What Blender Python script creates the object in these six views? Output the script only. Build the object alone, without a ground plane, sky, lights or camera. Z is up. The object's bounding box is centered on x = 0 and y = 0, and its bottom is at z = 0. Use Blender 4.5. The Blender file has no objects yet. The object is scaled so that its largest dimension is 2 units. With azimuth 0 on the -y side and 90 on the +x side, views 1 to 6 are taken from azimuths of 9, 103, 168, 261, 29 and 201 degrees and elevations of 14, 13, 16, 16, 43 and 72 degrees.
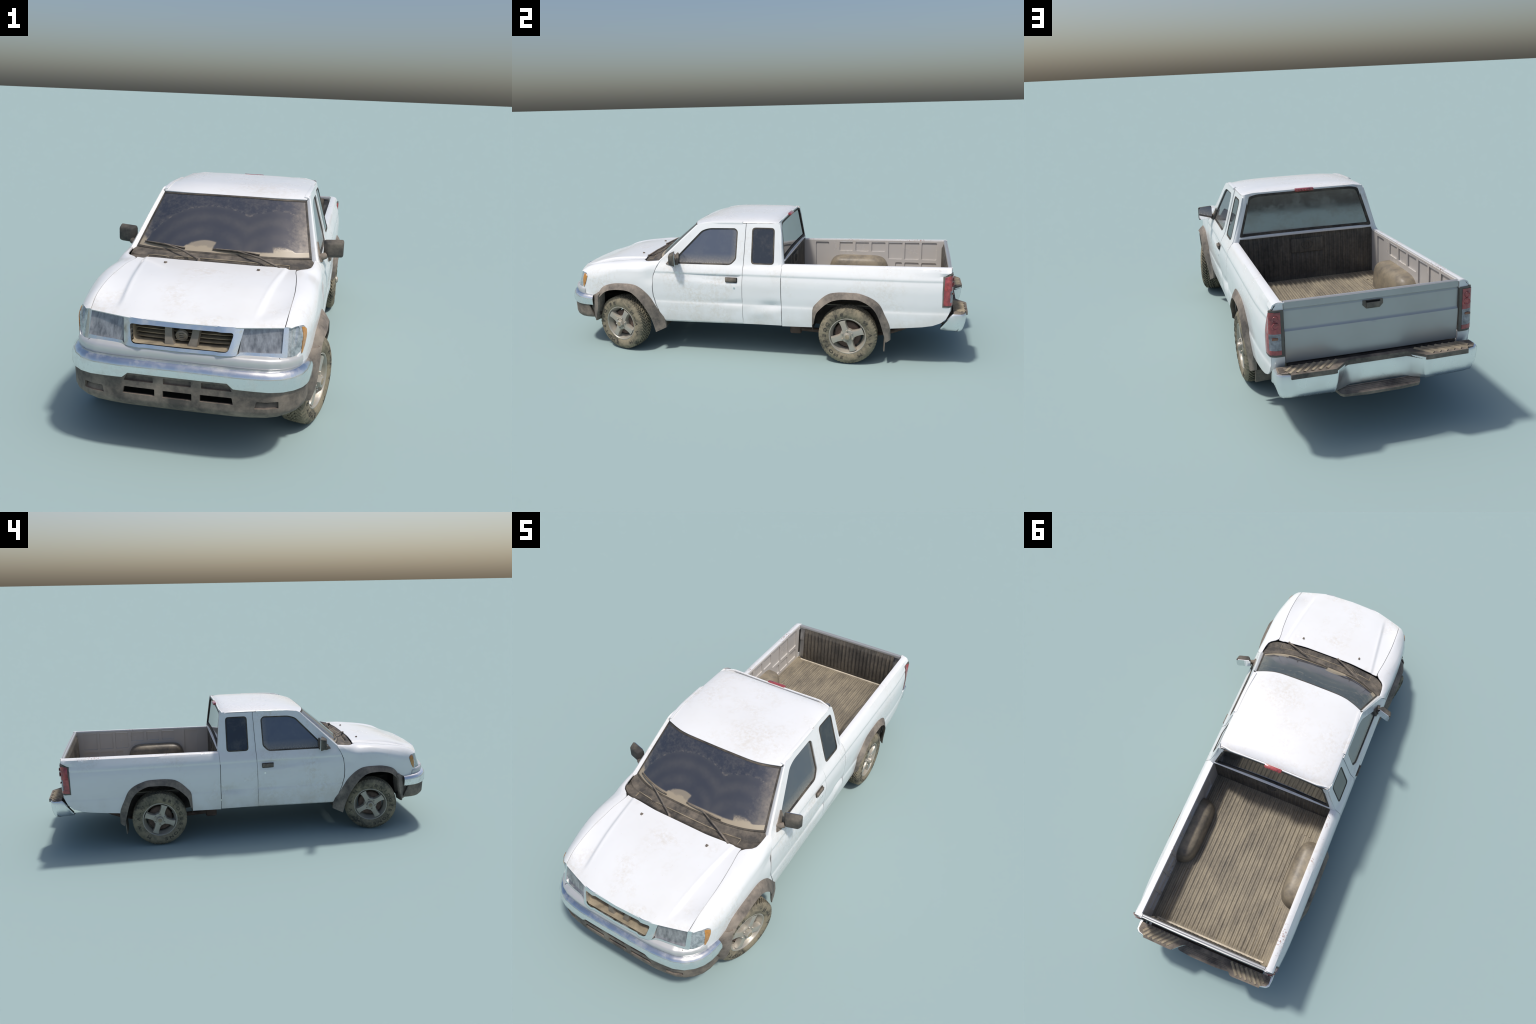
import bpy, bmesh, math, random
import numpy as np
from mathutils import Vector, Matrix

random.seed(7)
rng = np.random.default_rng(7)
R_ = math.radians

# ------------------------------------------------------------------ helpers
def curve(pts):
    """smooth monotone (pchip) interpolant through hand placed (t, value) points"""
    p = np.array(pts, float); x, y = p[:, 0], p[:, 1]
    h = np.diff(x); d = np.diff(y) / h
    m = np.zeros(len(x)); m[0], m[-1] = d[0], d[-1]
    for i in range(1, len(x) - 1):
        if d[i - 1] * d[i] > 0:
            w1, w2 = 2 * h[i] + h[i - 1], h[i] + 2 * h[i - 1]
            m[i] = (w1 + w2) / (w1 / d[i - 1] + w2 / d[i])
    def f(t):
        t = min(max(t, x[0]), x[-1])
        i = min(max(int(np.searchsorted(x, t)) - 1, 0), len(h) - 1)
        s = (t - x[i]) / h[i]
        return ((1 + 2 * s) * (1 - s) ** 2 * y[i] + s * (1 - s) ** 2 * h[i] * m[i]
                + s * s * (3 - 2 * s) * y[i + 1] + s * s * (s - 1) * h[i] * m[i + 1])
    return f

def lerp(a, b, t): return a + (b - a) * t
def sstep(a, b, t):
    s = min(max((t - a) / (b - a), 0), 1); return s * s * (3 - 2 * s)

def rounded(poly, r, n=4):
    """round the corners of a 2D polygon; r is one radius or one per corner"""
    out = []; N = len(poly)
    for i, p in enumerate(poly):
        rr = r[i] if isinstance(r, (list, tuple)) else r
        p = Vector(p); a = Vector(poly[i - 1]) - p; b = Vector(poly[(i + 1) % N]) - p
        if rr <= 0: out.append(tuple(p)); continue
        la, lb = a.length, b.length; k = min(rr, la * .49, lb * .49)
        A = p + a / la * k; B = p + b / lb * k
        for j in range(n + 1):
            t = j / n
            out.append(tuple((1 - t) ** 2 * A + 2 * t * (1 - t) * p + t * t * B))
    return out

def inset(poly, d):
    """move every edge of a convex-ish polygon inward by d"""
    N = len(poly); area = sum(poly[i][0] * poly[(i + 1) % N][1] - poly[(i + 1) % N][0] * poly[i][1] for i in range(N))
    sg = 1 if area > 0 else -1; out = []
    for i in range(N):
        p = Vector(poly[i]); e1 = (p - Vector(poly[i - 1])); e2 = (Vector(poly[(i + 1) % N]) - p)
        e1.normalize(); e2.normalize()
        n1 = Vector((-e1.y, e1.x)) * sg; n2 = Vector((-e2.y, e2.x)) * sg
        b = n1 + n2; b = b / max(b.length_squared, .3) * 2
        out.append(tuple(p + b * d))
    return out

TRUCK = None
def finish(name, me, mat, parent, angle=35, props=None):
    me.shade_smooth() if hasattr(me, "shade_smooth") else None
    me.set_sharp_from_angle(angle=R_(angle))
    ob = bpy.data.objects.new(name, me); bpy.context.scene.collection.objects.link(ob)
    mats = mat if isinstance(mat, (list, tuple)) else [mat]
    if len(me.materials) == 0:
        for m in mats: me.materials.append(m)
    ob.parent = parent if parent is not None else TRUCK
    for k, v in (props or {}).items(): ob[k] = v
    return ob

def mesh_from(name, V, F):
    me = bpy.data.meshes.new(name); me.from_pydata([tuple(map(float, v)) for v in V], [], F); me.validate(); me.update(); return me

def bm_to(name, bm, mat, parent=None, angle=35, props=None):
    me = bpy.data.meshes.new(name); bm.to_mesh(me); bm.free()
    return finish(name, me, mat, parent, angle, props)

def thicken(bm, thick):
    """give an open sheet a back face and rim, inward along its normals"""
    bm.normal_update(); bm.verts.ensure_lookup_table(); bm.verts.index_update()
    vs = list(bm.verts); nv = {}
    for v in vs: nv[v] = bm.verts.new(v.co - v.normal * thick)
    fs = list(bm.faces); be = [e for e in bm.edges if len(e.link_faces) == 1]
    loops = []
    for e in be:
        f = e.link_faces[0]
        for l in f.loops:
            if l.edge == e: loops.append((l.vert, l.link_loop_next.vert))
    for f in fs: bm.faces.new([nv[v] for v in reversed(f.verts)])
    for a, b in loops: bm.faces.new([b, a, nv[a], nv[b]])

def panel(name, outline, mp, mat, parent=None, holes=(), du=.02, dv=.02, thick=.006, outward=None, angle=35, ulines=(), vlines=(), props=None):
    """sheet cut to a 2D outline (with holes), gridded, laid on the surface mp(u, v)"""
    bm = bmesh.new(); edges = []
    for loop in [outline] + list(holes):
        vs = [bm.verts.new((u, v, 0)) for u, v in loop]
        for i in range(len(vs)): edges.append(bm.edges.new((vs[i], vs[(i + 1) % len(vs)])))
    bmesh.ops.triangle_fill(bm, use_beauty=True, use_dissolve=False, edges=edges)
    us = [p[0] for p in outline]; vs_ = [p[1] for p in outline]
    for lo, hi, st, ax, extra in ((min(us), max(us), du, 0, ulines), (min(vs_), max(vs_), dv, 1, vlines)):
        n = max(1, int(round((hi - lo) / st)))
        for c in [lo + (hi - lo) * i / n for i in range(1, n)] + list(extra):
            co = [0, 0, 0]; no = [0, 0, 0]; co[ax] = c; no[ax] = 1
            bmesh.ops.bisect_plane(bm, geom=bm.verts[:] + bm.edges[:] + bm.faces[:], dist=1e-6, plane_co=co, plane_no=no)
    bmesh.ops.remove_doubles(bm, verts=bm.verts[:], dist=1e-5)
    for v in bm.verts: v.co = Vector(mp(v.co.x, v.co.y))
    bm.normal_update()
    if outward is not None:
        if sum((f.normal * f.calc_area()).dot(Vector(outward)) for f in bm.faces) < 0:
            bmesh.ops.reverse_faces(bm, faces=bm.faces[:])
    if thick: thicken(bm, thick)
    return bm_to(name, bm, mat, parent, angle, props)

def grid(name, rows, mat, parent=None, closed=False, thick=0, caps=False, angle=35, outward=None, props=None):
    """surface through rows of 3D points; closed joins first/last of every row"""
    bm = bmesh.new(); V = [[bm.verts.new(tuple(map(float, p))) for p in r] for r in rows]
    n = len(rows[0])
    for i in range(len(rows) - 1):
        for j in range(n if closed else n - 1):
            k = (j + 1) % n
            bm.faces.new([V[i][j], V[i][k], V[i + 1][k], V[i + 1][j]])
    if caps:
        bm.faces.new(V[0][::-1]); bm.faces.new(V[-1])
    bmesh.ops.remove_doubles(bm, verts=bm.verts[:], dist=1e-6)
    bm.normal_update()
    if closed and caps: bmesh.ops.recalc_face_normals(bm, faces=bm.faces[:])
    if outward is not None:
        if sum((f.normal * f.calc_area()).dot(Vector(outward)) for f in bm.faces) < 0:
            bmesh.ops.reverse_faces(bm, faces=bm.faces[:])
    if thick: thicken(bm, thick)
    return bm_to(name, bm, mat, parent, angle, props)

def revolve(name, prof, axis_fn, mat, parent=None, n=48, angle=35, props=None):
    """prof: (axial, radius) pairs; axis_fn(a, r, th) -> 3D"""
    rows = [[axis_fn(a, r, 2 * math.pi * i / n) for i in range(n)] for a, r in prof]
    return grid(name, rows, mat, parent, closed=True, angle=angle, props=props)

def box(name, c, s, mat, parent=None, bevel=.002, seg=2, rot=None, taper=None, props=None):
    bm = bmesh.new(); bmesh.ops.create_cube(bm, size=1)
    for v in bm.verts:
        v.co = Vector((v.co.x * s[0], v.co.y * s[1], v.co.z * s[2]))
        if taper: v.co = Vector(taper(v.co))
    if bevel: bmesh.ops.bevel(bm, geom=bm.edges[:], offset=bevel, segments=seg, affect='EDGES', profile=.6)
    M = Matrix.Translation(c) @ (rot.to_4x4() if rot else Matrix.Identity(4))
    bmesh.ops.transform(bm, matrix=M, verts=bm.verts[:])
    return bm_to(name, bm, mat, parent, 40, props)

def tube(name, pts, rad, mat, parent=None, n=10, props=None, flat=1.0):
    P = [Vector(p) for p in pts]; rows = []
    for i, p in enumerate(P):
        t = (P[min(i + 1, len(P) - 1)] - P[max(i - 1, 0)]).normalized()
        up = Vector((0, 0, 1)) if abs(t.z) < .9 else Vector((1, 0, 0))
        a = t.cross(up).normalized(); b = a.cross(t)
        r = rad[i] if isinstance(rad, (list, tuple)) else rad
        rows.append([p + (a * math.cos(q) + b * math.sin(q) * flat) * r for q in [2 * math.pi * k / n for k in range(n)]])
    return grid(name, rows, mat, parent, closed=True, caps=True, angle=50, props=props)

# ------------------------------------------------------------------ materials
class NT:
    def __init__(s, name):
        s.m = bpy.data.materials.new(name); s.m.use_nodes = True; s.t = s.m.node_tree; s.t.nodes.clear()
        s.out = s.n('ShaderNodeOutputMaterial'); s.b = s.n('ShaderNodeBsdfPrincipled')
        s.l(s.b.outputs[0], s.out.inputs[0]); s.co = s.n('ShaderNodeTexCoord').outputs['Object']
    def n(s, k, **kw):
        nd = s.t.nodes.new(k)
        for a, v in kw.items(): setattr(nd, a, v)
        return nd
    def l(s, a, b): s.t.links.new(a, b)
    def put(s, sock, v):
        if isinstance(v, (int, float)): sock.default_value = v
        elif isinstance(v, (tuple, list)): sock.default_value = tuple(v) + ((1,) if len(v) == 3 and sock.type == 'RGBA' else ())
        else: s.l(v, sock)
    def noise(s, scale, detail=4, rough=.55, vec=None, stretch=None, dist=0):
        nd = s.n('ShaderNodeTexNoise'); nd.inputs['Scale'].default_value = scale; nd.inputs['Detail'].default_value = detail
        nd.inputs['Roughness'].default_value = rough; nd.inputs['Distortion'].default_value = dist
        v = vec or s.co
        if stretch:
            mp = s.n('ShaderNodeMapping'); s.l(v, mp.inputs[0]); mp.inputs['Scale'].default_value = stretch; v = mp.outputs[0]
        s.l(v, nd.inputs['Vector']); return nd.outputs['Fac']
    def ramp(s, fac, stops):
        nd = s.n('ShaderNodeValToRGB'); s.l(fac, nd.inputs[0]); el = nd.color_ramp.elements
        while len(el) < len(stops): el.new(.5)
        for e, (p, c) in zip(el, stops):
            e.position = p; e.color = tuple(c) + (1,) if isinstance(c, (tuple, list)) else (c, c, c, 1)
        return nd.outputs[0]
    def math(s, op, a, b=0.0, c=None, clamp=False):
        nd = s.n('ShaderNodeMath', operation=op, use_clamp=clamp); s.put(nd.inputs[0], a); s.put(nd.inputs[1], b)
        if c is not None: s.put(nd.inputs[2], c)
        return nd.outputs[0]
    def mix(s, f, a, b):
        nd = s.n('ShaderNodeMix', data_type='RGBA'); s.put(nd.inputs[0], f); s.put(nd.inputs[6], a); s.put(nd.inputs[7], b); return nd.outputs[2]
    def mapr(s, v, a, b, c=0., d=1.):
        nd = s.n('ShaderNodeMapRange'); s.put(nd.inputs[0], v)
        for i, q in enumerate((a, b, c, d)): nd.inputs[i + 1].default_value = q
        return nd.outputs[0]
    def xyz(s):
        nd = s.n('ShaderNodeSeparateXYZ'); s.l(s.co, nd.inputs[0]); return nd.outputs
    def dist(s, p):
        nd = s.n('ShaderNodeVectorMath', operation='DISTANCE'); s.l(s.co, nd.inputs[0]); nd.inputs[1].default_value = p; return nd.outputs['Value']
    def bump(s, h, strength=.3, d=.002):
        nd = s.n('ShaderNodeBump'); nd.inputs['Strength'].default_value = strength; nd.inputs['Distance'].default_value = d
        s.l(h, nd.inputs['Height']); s.l(nd.outputs[0], s.b.inputs['Normal'])
    def set(s, **kw):
        for k, v in kw.items(): s.put(s.b.inputs[k.replace('_', ' ')], v)
        return s.m

DUST = (.40, .335, .235)

def m_paint(name, white=(.80, .805, .805), amount=.6, rust=False):
    t = NT(name)
    big = t.noise(5, 5, .6); fine = t.noise(70, 4, .65)
    mask = t.math('MULTIPLY', t.ramp(big, [(.5, 0.), (.72, 1.)]), t.ramp(fine, [(.42, 0.), (.62, 1.)]))
    speck = t.ramp(t.noise(160, 2), [(.70, 0.), (.76, 1.)])
    smear = t.ramp(t.noise(3.5, 5, .62, stretch=(1, 1, 2.2)), [(.42, 0.), (.74, 1.)])
    c = t.mix(t.math('MULTIPLY', smear, amount * .45), white, (.66, .64, .60))
    c = t.mix(t.math('MULTIPLY', mask, amount), c, (.60, .54, .45))
    c = t.mix(t.math('MULTIPLY', speck, amount * .5), c, (.55, .47, .36))
    low = t.math('MULTIPLY', t.mapr(t.xyz()[2], .16, .30, 1., 0.), t.ramp(t.noise(7, 5, .6), [(.38, 0.), (.66, 1.)]))
    c = t.mix(t.math('MULTIPLY', low, amount * 1.1), c, (.56, .51, .43))
    if rust:
        r = t.math('MULTIPLY', t.ramp(t.noise(11, 3), [(.56, 0.), (.60, 1.)]), t.ramp(t.noise(120, 3), [(.55, 0.), (.60, 1.)]))
        r = t.math('MULTIPLY', r, t.mapr(t.xyz()[2], .452, .464))
        c = t.mix(t.math('MULTIPLY', r, .75), c, (.30, .10, .05))
    t.set(Base_Color=c, Roughness=t.mapr(big, .3, .7, .16, .32), Specular_IOR_Level=.5, Coat_Weight=.3, Coat_Roughness=.06)
    t.bump(t.noise(9, 2), .08, .004)
    return t.m

def m_gate(name='grey_tailgate', k=1.):
    t = NT(name); a = t.noise(6, 5, .6)
    t.set(Base_Color=t.mix(t.mapr(a, .35, .7, 0, .5), tuple(k * c for c in (.45, .455, .455)), tuple(k * c for c in (.40, .39, .375))), Metallic=.4, Roughness=t.mapr(a, .3, .7, .28, .38), Coat_Weight=.15); return t.m

def m_plastic(name, dark=(.085, .075, .066), dusty=(.27, .225, .18), lo=.38, hi=.64, rough=.75):
    t = NT(name)
    a = t.noise(13, 6, .62); b = t.noise(60, 4, .6)
    f = t.math('ADD', t.math('MULTIPLY', a, .75), t.math('MULTIPLY', b, .25))
    t.set(Base_Color=t.mix(t.ramp(f, [(lo, 0.), (hi, 1.)]), dark, dusty), Roughness=rough, Specular_IOR_Level=.35)
    t.bump(b, .25, .001); return t.m

def m_chrome(name, col=(.82, .84, .85), r=.08, dirt=.35, speck=.8):
    t = NT(name)
    a = t.noise(26 if speck else 9, 5 if speck else 2, .62); s = t.ramp(t.noise(230, 2), [(.68, 0.), (.74, 1.)])
    d = t.math('MULTIPLY', t.ramp(a, [(.48, 0.), (.75, 1.)]), dirt)
    d = t.math('MAXIMUM', d, t.math('MULTIPLY', s, dirt * speck))
    t.set(Base_Color=t.mix(d, col, (.52, .46, .37)), Metallic=t.math('SUBTRACT', 1.0, t.math('MULTIPLY', d, .9)), Roughness=t.mapr(a, .3, .75, r, r + .2)); return t.m

def m_plain(name, col, rough=.6, metal=0., spec=.4, var=.25, sc=30):
    t = NT(name); a = t.noise(sc, 4)
    t.set(Base_Color=t.mix(t.mapr(a, .3, .7, 0, 1), tuple(c * (1 - var) for c in col), tuple(min(1, c * (1 + var)) for c in col)), Roughness=rough, Metallic=metal, Specular_IOR_Level=spec); return t.m

def rib_lines(t, pitch):
    """rib-edge shading drawn into the colour as dark lines: 1 on the line, 0 elsewhere"""
    f = t.math('ABSOLUTE', t.math('SUBTRACT', t.math('FRACT', t.math('ADD', t.math('DIVIDE', t.xyz()[0], pitch), .5)), .5))
    return t.math('MULTIPLY', t.mapr(f, .20, .26), t.mapr(f, .30, .36, 1., 0.))

def m_bed(name='dusty_bed_liner', lines=True):
    t = NT(name)
    a = t.noise(9, 6, .65, stretch=(1.6, .7, 1.2)); st = t.noise(1, 5, .7, stretch=(120, 7, 120)); f = t.noise(90, 3)
    v = t.math('ADD', t.math('MULTIPLY', a, .5), t.math('ADD', t.math('MULTIPLY', st, .35), t.math('MULTIPLY', f, .15)))
    c = t.ramp(v, [(.34, (.12, .108, .088)), (.46, (.22, .19, .142)), (.56, (.30, .258, .187)), (.72, (.38, .322, .222))])
    if lines: c = t.mix(t.math('MULTIPLY', rib_lines(t, .0205), t.mapr(st, .35, .65, .75, .25)), c, (.06, .054, .046))
    t.set(Base_Color=c, Roughness=.6, Specular_IOR_Level=.4)
    t.bump(f, .2, .001); return t.m

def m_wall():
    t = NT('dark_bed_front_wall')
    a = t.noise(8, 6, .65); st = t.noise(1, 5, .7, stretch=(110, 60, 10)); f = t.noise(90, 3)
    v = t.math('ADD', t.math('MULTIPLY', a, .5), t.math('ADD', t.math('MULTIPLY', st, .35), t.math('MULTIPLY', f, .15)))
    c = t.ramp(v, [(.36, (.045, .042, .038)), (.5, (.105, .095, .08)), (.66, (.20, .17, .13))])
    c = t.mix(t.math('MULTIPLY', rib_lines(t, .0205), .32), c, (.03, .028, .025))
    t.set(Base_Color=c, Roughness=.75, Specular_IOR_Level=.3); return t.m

def m_tyre():
    t = NT('dusty_tyre_rubber')
    a = t.noise(16, 6, .65, dist=.6); b = t.noise(70, 4, .6)
    v = t.math('ADD', t.math('MULTIPLY', a, .75), t.math('MULTIPLY', b, .25))
    t.set(Base_Color=t.ramp(v, [(.36, (.06, .058, .05)), (.44, (.15, .135, .10)), (.55, (.255, .22, .155)), (.7, (.30, .255, .175))]), Roughness=.9, Specular_IOR_Level=.2)
    t.bump(b, .3, .001); return t.m

def m_rim():
    t = NT('dusty_alloy')
    a = t.noise(28, 5, .6)
    d = t.ramp(a, [(.34, .35), (.66, .9)])
    t.set(Base_Color=t.mix(d, (.47, .455, .43), (.37, .33, .255)), Metallic=t.math('SUBTRACT', .65, t.math('MULTIPLY', d, .6)), Roughness=t.mapr(a, .3, .7, .3, .5)); return t.m

def m_glass(name, base=(.075, .085, .11), metal=.55, dust=.5, edge=None):
    t = NT(name); a = t.noise(14, 5, .6); f = t.noise(120, 3)
    v = t.math('ADD', t.math('MULTIPLY', a, .8), t.math('MULTIPLY', f, .2))
    d = t.math('MULTIPLY', t.ramp(v, [(.46, 0.), (.74, 1.)]), dust)
    if edge:   # dust that has settled along the lower and rear rim of the pane
        x = t.xyz(); e = t.math('ADD', t.mapr(x[2], edge[0], edge[0] + .05, .6, 0.), t.mapr(x[1], edge[1] - .03, edge[1], 0., .35))
        e = t.math('MULTIPLY', e, t.mapr(f, .3, .7, .6, 1.05), clamp=True)
        d = t.math('MAXIMUM', d, e)
    t.set(Base_Color=t.mix(d, base, DUST), Metallic=t.math('MULTIPLY', t.math('SUBTRACT', 1.0, d), metal), Roughness=t.math('ADD', .05, t.math('MULTIPLY', d, .5)), Specular_IOR_Level=.8); return t.m

def m_windscreen(p1, p2):
    t = NT('dusty_windscreen'); a = t.noise(9, 6, .65); f = t.noise(60, 5, .7); x = t.xyz()
    def ring(p):
        r = t.math('ADD', t.dist(p), t.math('MULTIPLY', t.math('SUBTRACT', f, .5), .010))
        return t.math('MULTIPLY', t.mapr(r, .096, .102), t.mapr(r, .238, .244, 1., 0.)), t.math('MULTIPLY', t.mapr(r, .232, .243), t.mapr(r, .243, .255, 1., 0.)), r
    r1, e1, d1 = ring(p1); r2, e2, d2 = ring(p2)
    clean = t.math('MULTIPLY', t.math('MAXIMUM', r1, r2), t.mapr(x[2], .4775, .4815))
    mott = t.math('ADD', t.math('MULTIPLY', a, .5), t.math('MULTIPLY', f, .5))
    blot = t.ramp(mott, [(.46, 0.), (.68, 1.)])
    low = t.mapr(t.math('ADD', x[2], t.math('MULTIPLY', t.math('SUBTRACT', mott, .5), .05)), .482, .50, 1., 0.)
    disc1 = t.math('MULTIPLY', t.mapr(t.dist(p1), .094, .100, 1., 0.), .75)
    disc2 = t.math('MULTIPLY', t.mapr(t.dist(p2), .09, .11, 1., 0.), t.mapr(mott, .45, .62, .0, .22))
    side = t.math('MULTIPLY', t.mapr(t.math('ADD', x[0], t.math('MULTIPLY', t.math('SUBTRACT', mott, .5), .25)), .19, .31), .55)
    sidel = t.math('MULTIPLY', t.mapr(t.math('ADD', x[0], t.math('MULTIPLY', t.math('SUBTRACT', mott, .5), .12)), -.295, -.255, 1., 0.), .7)
    out = t.math('MAXIMUM', t.math('MAXIMUM', low, sidel), t.math('MAXIMUM', t.math('MULTIPLY', blot, .28), t.math('MAXIMUM', disc1, disc2)))
    edge = t.math('MULTIPLY', t.math('MAXIMUM', e1, e2), t.mapr(f, .42, .66, 0., .45))
    sw = t.math('MULTIPLY', t.math('ADD', t.math('SINE', t.math('MULTIPLY', t.math('MINIMUM', d1, d2), 105.)), 1.), .032)
    inn = t.math('MULTIPLY', t.math('ADD', sw, .05), t.mapr(a, .3, .6, .3, 1.3))
    d = t.math('ADD', t.math('MULTIPLY', t.math('MAXIMUM', out, edge), t.math('SUBTRACT', 1., clean)), t.math('MULTIPLY', inn, clean), clamp=True)
    d = t.math('MAXIMUM', d, side)
    t.set(Base_Color=t.mix(d, (.075, .083, .105), (.36, .30, .215)), Metallic=t.math('MULTIPLY', t.math('SUBTRACT', 1., d), .5), Roughness=t.math('ADD', .06, t.math('MULTIPLY', d, .4)), Specular_IOR_Level=.8); return t.m

def m_lens(name, col, dark, sc=120, rough=.12, metal=.3, stretch=(1, 1, .15)):
    t = NT(name); a = t.noise(sc, 3, .6, stretch=stretch); g = t.noise(40, 4)
    v = t.math('ADD', t.math('MULTIPLY', a, .6), t.math('MULTIPLY', g, .4))
    t.set(Base_Color=t.ramp(v, [(.36, dark), (.62, col)]), Roughness=rough, Metallic=metal, Coat_Weight=.8, Coat_Roughness=.04)
    t.bump(a, .25, .001); return t.m

PIV = [(-.053, -.578, .463), (.206, -.574, .463)]
GATE = m_gate(); APRON_GREY = m_gate('grey_apron', 1.3); PAINT = m_paint('white_paint'); PAINT_BED = m_paint('white_paint_chipped', amount=.45, rust=True)
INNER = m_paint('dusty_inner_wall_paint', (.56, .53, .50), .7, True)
PLASTIC = m_plastic('dusty_grey_plastic'); COWL = m_plastic('cowl_plastic', (.06, .055, .05), (.215, .18, .14), .42, .68)
SHELL = m_plastic('mirror_shell_plastic', (.05, .048, .045), (.17, .15, .12), .42, .68); FLARE = m_plastic('flare_plastic', (.10, .088, .078), (.29, .245, .20), .36, .64)
RUBBER = m_plastic('seal_rubber', (.035, .032, .03), (.13, .11, .085), .42, .66, .7)
CHROME = m_chrome('dirty_chrome'); CHROME2 = m_chrome('grille_chrome', dirt=.3); STEEL = m_chrome('bumper_chrome_worn', (.84, .86, .87), .2, .16, 0.)
GRILLE = m_plain('dusty_grille', (.30, .25, .175), .75, var=.35); GRILLE_BAR = m_plain('grille_bar_grey', (.24, .21, .17), .5, .3, var=.3)
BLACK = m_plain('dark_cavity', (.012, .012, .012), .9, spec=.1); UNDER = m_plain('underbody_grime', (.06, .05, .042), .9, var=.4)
RUSTY = m_plain('rusty_steel', (.11, .075, .06), .85, var=.4)
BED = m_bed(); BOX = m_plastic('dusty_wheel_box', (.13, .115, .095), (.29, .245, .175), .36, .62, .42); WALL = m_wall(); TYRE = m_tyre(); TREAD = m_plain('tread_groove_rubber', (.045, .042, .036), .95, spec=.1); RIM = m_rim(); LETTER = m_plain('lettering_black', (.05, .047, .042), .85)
GLASS_D = m_glass('door_glass', (.16, .175, .21), .7, .12, (.452, -.075)); GLASS_Q = m_glass('quarter_glass', (.045, .052, .065), .5, .22); GLASS_R = m_glass('rear_glass', (.24, .26, .28), .9, .16)
SCREEN = m_windscreen((-.053, -.560, .47), (.206, -.556, .47))
MIRROR = m_plain('mirror_glass', (.8, .82, .85), .04, 1., var=.04)
LAMP = m_lens('headlamp_glass', (.34, .35, .36), (.15, .155, .165)); CORNER = m_lens('corner_lamp_glass', (.50, .54, .56), (.20, .23, .25), 90, stretch=(1, 1, 1))
AMBER = m_lens('amber_lens', (.58, .27, .05), (.36, .14, .02), 90, metal=0., stretch=(1, 1, 1)); RED = m_lens('red_lens', (.46, .075, .075), (.20, .035, .045), 70, metal=.1, stretch=(1, 1, 1))
SMOKE = m_lens('reverse_lens', (.32, .32, .36), (.12, .12, .14), 70, stretch=(1, 1, 1)); BROWN = m_lens('brown_lens', (.28, .10, .05), (.14, .05, .03), 80, metal=0., stretch=(1, 1, 1))
LAMPGREY = m_plain('lamp_housing', (.13, .12, .105), .6, var=.2)

# ------------------------------------------------------------------ root
TRUCK = bpy.data.objects.new('pickup_truck', None); bpy.context.scene.collection.objects.link(TRUCK)
TRUCK['label'] = 'dusty white extended cab pickup truck with open cargo bed'
TRUCK['category'] = 'pickup truck'

# ------------------------------------------------------------------ body surfaces
PROF = curve([(.12, .330), (.15, .3365), (.17, .3405), (.2, .3448), (.232, .3470), (.247, .3478), (.256, .3475), (.266, .3459), (.285, .3474), (.31, .3488), (.35, .3492), (.380, .3468),
              (.397, .3428), (.4035, .3412), (.4105, .3420), (.43, .3345), (.455, .3200), (.50, .3055), (.56, .288), (.61, .2735), (.66, .258)])
TAPER = curve([(-1.0, -.11), (-.93, -.064), (-.905, -.042), (-.87, -.028), (-.83, -.017), (-.76, -.006), (-.66, 0.), (.70, 0.), (.80, -.003), (.89, -.011), (.94, -.018)])
def side_x(y, z): return PROF(z) + TAPER(y)
def bottom_z(y): return .154 + .020 * (y + .45) if y < .2 else .167 + .022 * (y - .2)

# hood edge (gap) in plan and height
GAPX = curve([(-.93, .268), (-.905, .272), (-.85, .276), (-.765, .278), (-.65, .271), (-.575, .262), (-.56, .272), (-.534, .302), (-.50, .3085), (-.44, .311)])
GAPZ = curve([(-.93, .372), (-.905, .388), (-.88, .403), (-.85, .4155), (-.77, .432), (-.70, .4405), (-.63, .448), (-.567, .450), (-.534, .451), (-.50, .455), (-.44, .462)])

def fender_par(y):
    k = sstep(-.66, -.84, y); zg = GAPZ(y)
    return min(lerp(.395, .352, k), zg - .030), zg, lerp(.92, 1.1, k)
def z2t(y, z):
    """section parameter of the fender at height z"""
    zb, zg, p = fender_par(y)
    if z <= .33: return z
    if z <= zb: return .33 + (z - .33) / (zb - .33) * .065
    return .395 + math.asin(min(1, (z - zb) / (zg - zb)) ** (1 / p)) / (math.pi / 2) * .05

def fender_pt(y, t):
    zb, zg, p = fender_par(y)
    if t <= .395:
        z = t if t < .33 else lerp(.33, zb, (t - .33) / .065)
        x = side_x(y, z)
        return x, y, z
    th = (t - .395) / .05 * math.pi / 2
    xb = side_x(y, zb); xg = GAPX(y)
    c, s = math.cos(th), math.sin(th)
    return xg + (xb - xg) * c ** p, y, zb + (zg - zb) * s ** p

def fender_x(y, z): return fender_pt(y, z2t(y, z))[0]

def bed_pt(y, t):
    """t is height up to .43, then runs over the rail top"""
    if t <= .43: return side_x(y, t), y, t
    S = [(side_x(y, .43), .43), (.327, .4415), (.320, .4515), (.310, .4570), (.301, .4585), (.293, .4580), (.292, .44)]
    k = (t - .43) / .01; i = min(int(k), len(S) - 2); f = k - i
    return lerp(S[i][0], S[i + 1][0], f), y, lerp(S[i][1], S[i + 1][1], f) + .0115 * (y - .15) * sstep(.43, .45, t)

def mir(s, p): return (s * p[0], p[1], p[2])

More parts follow.
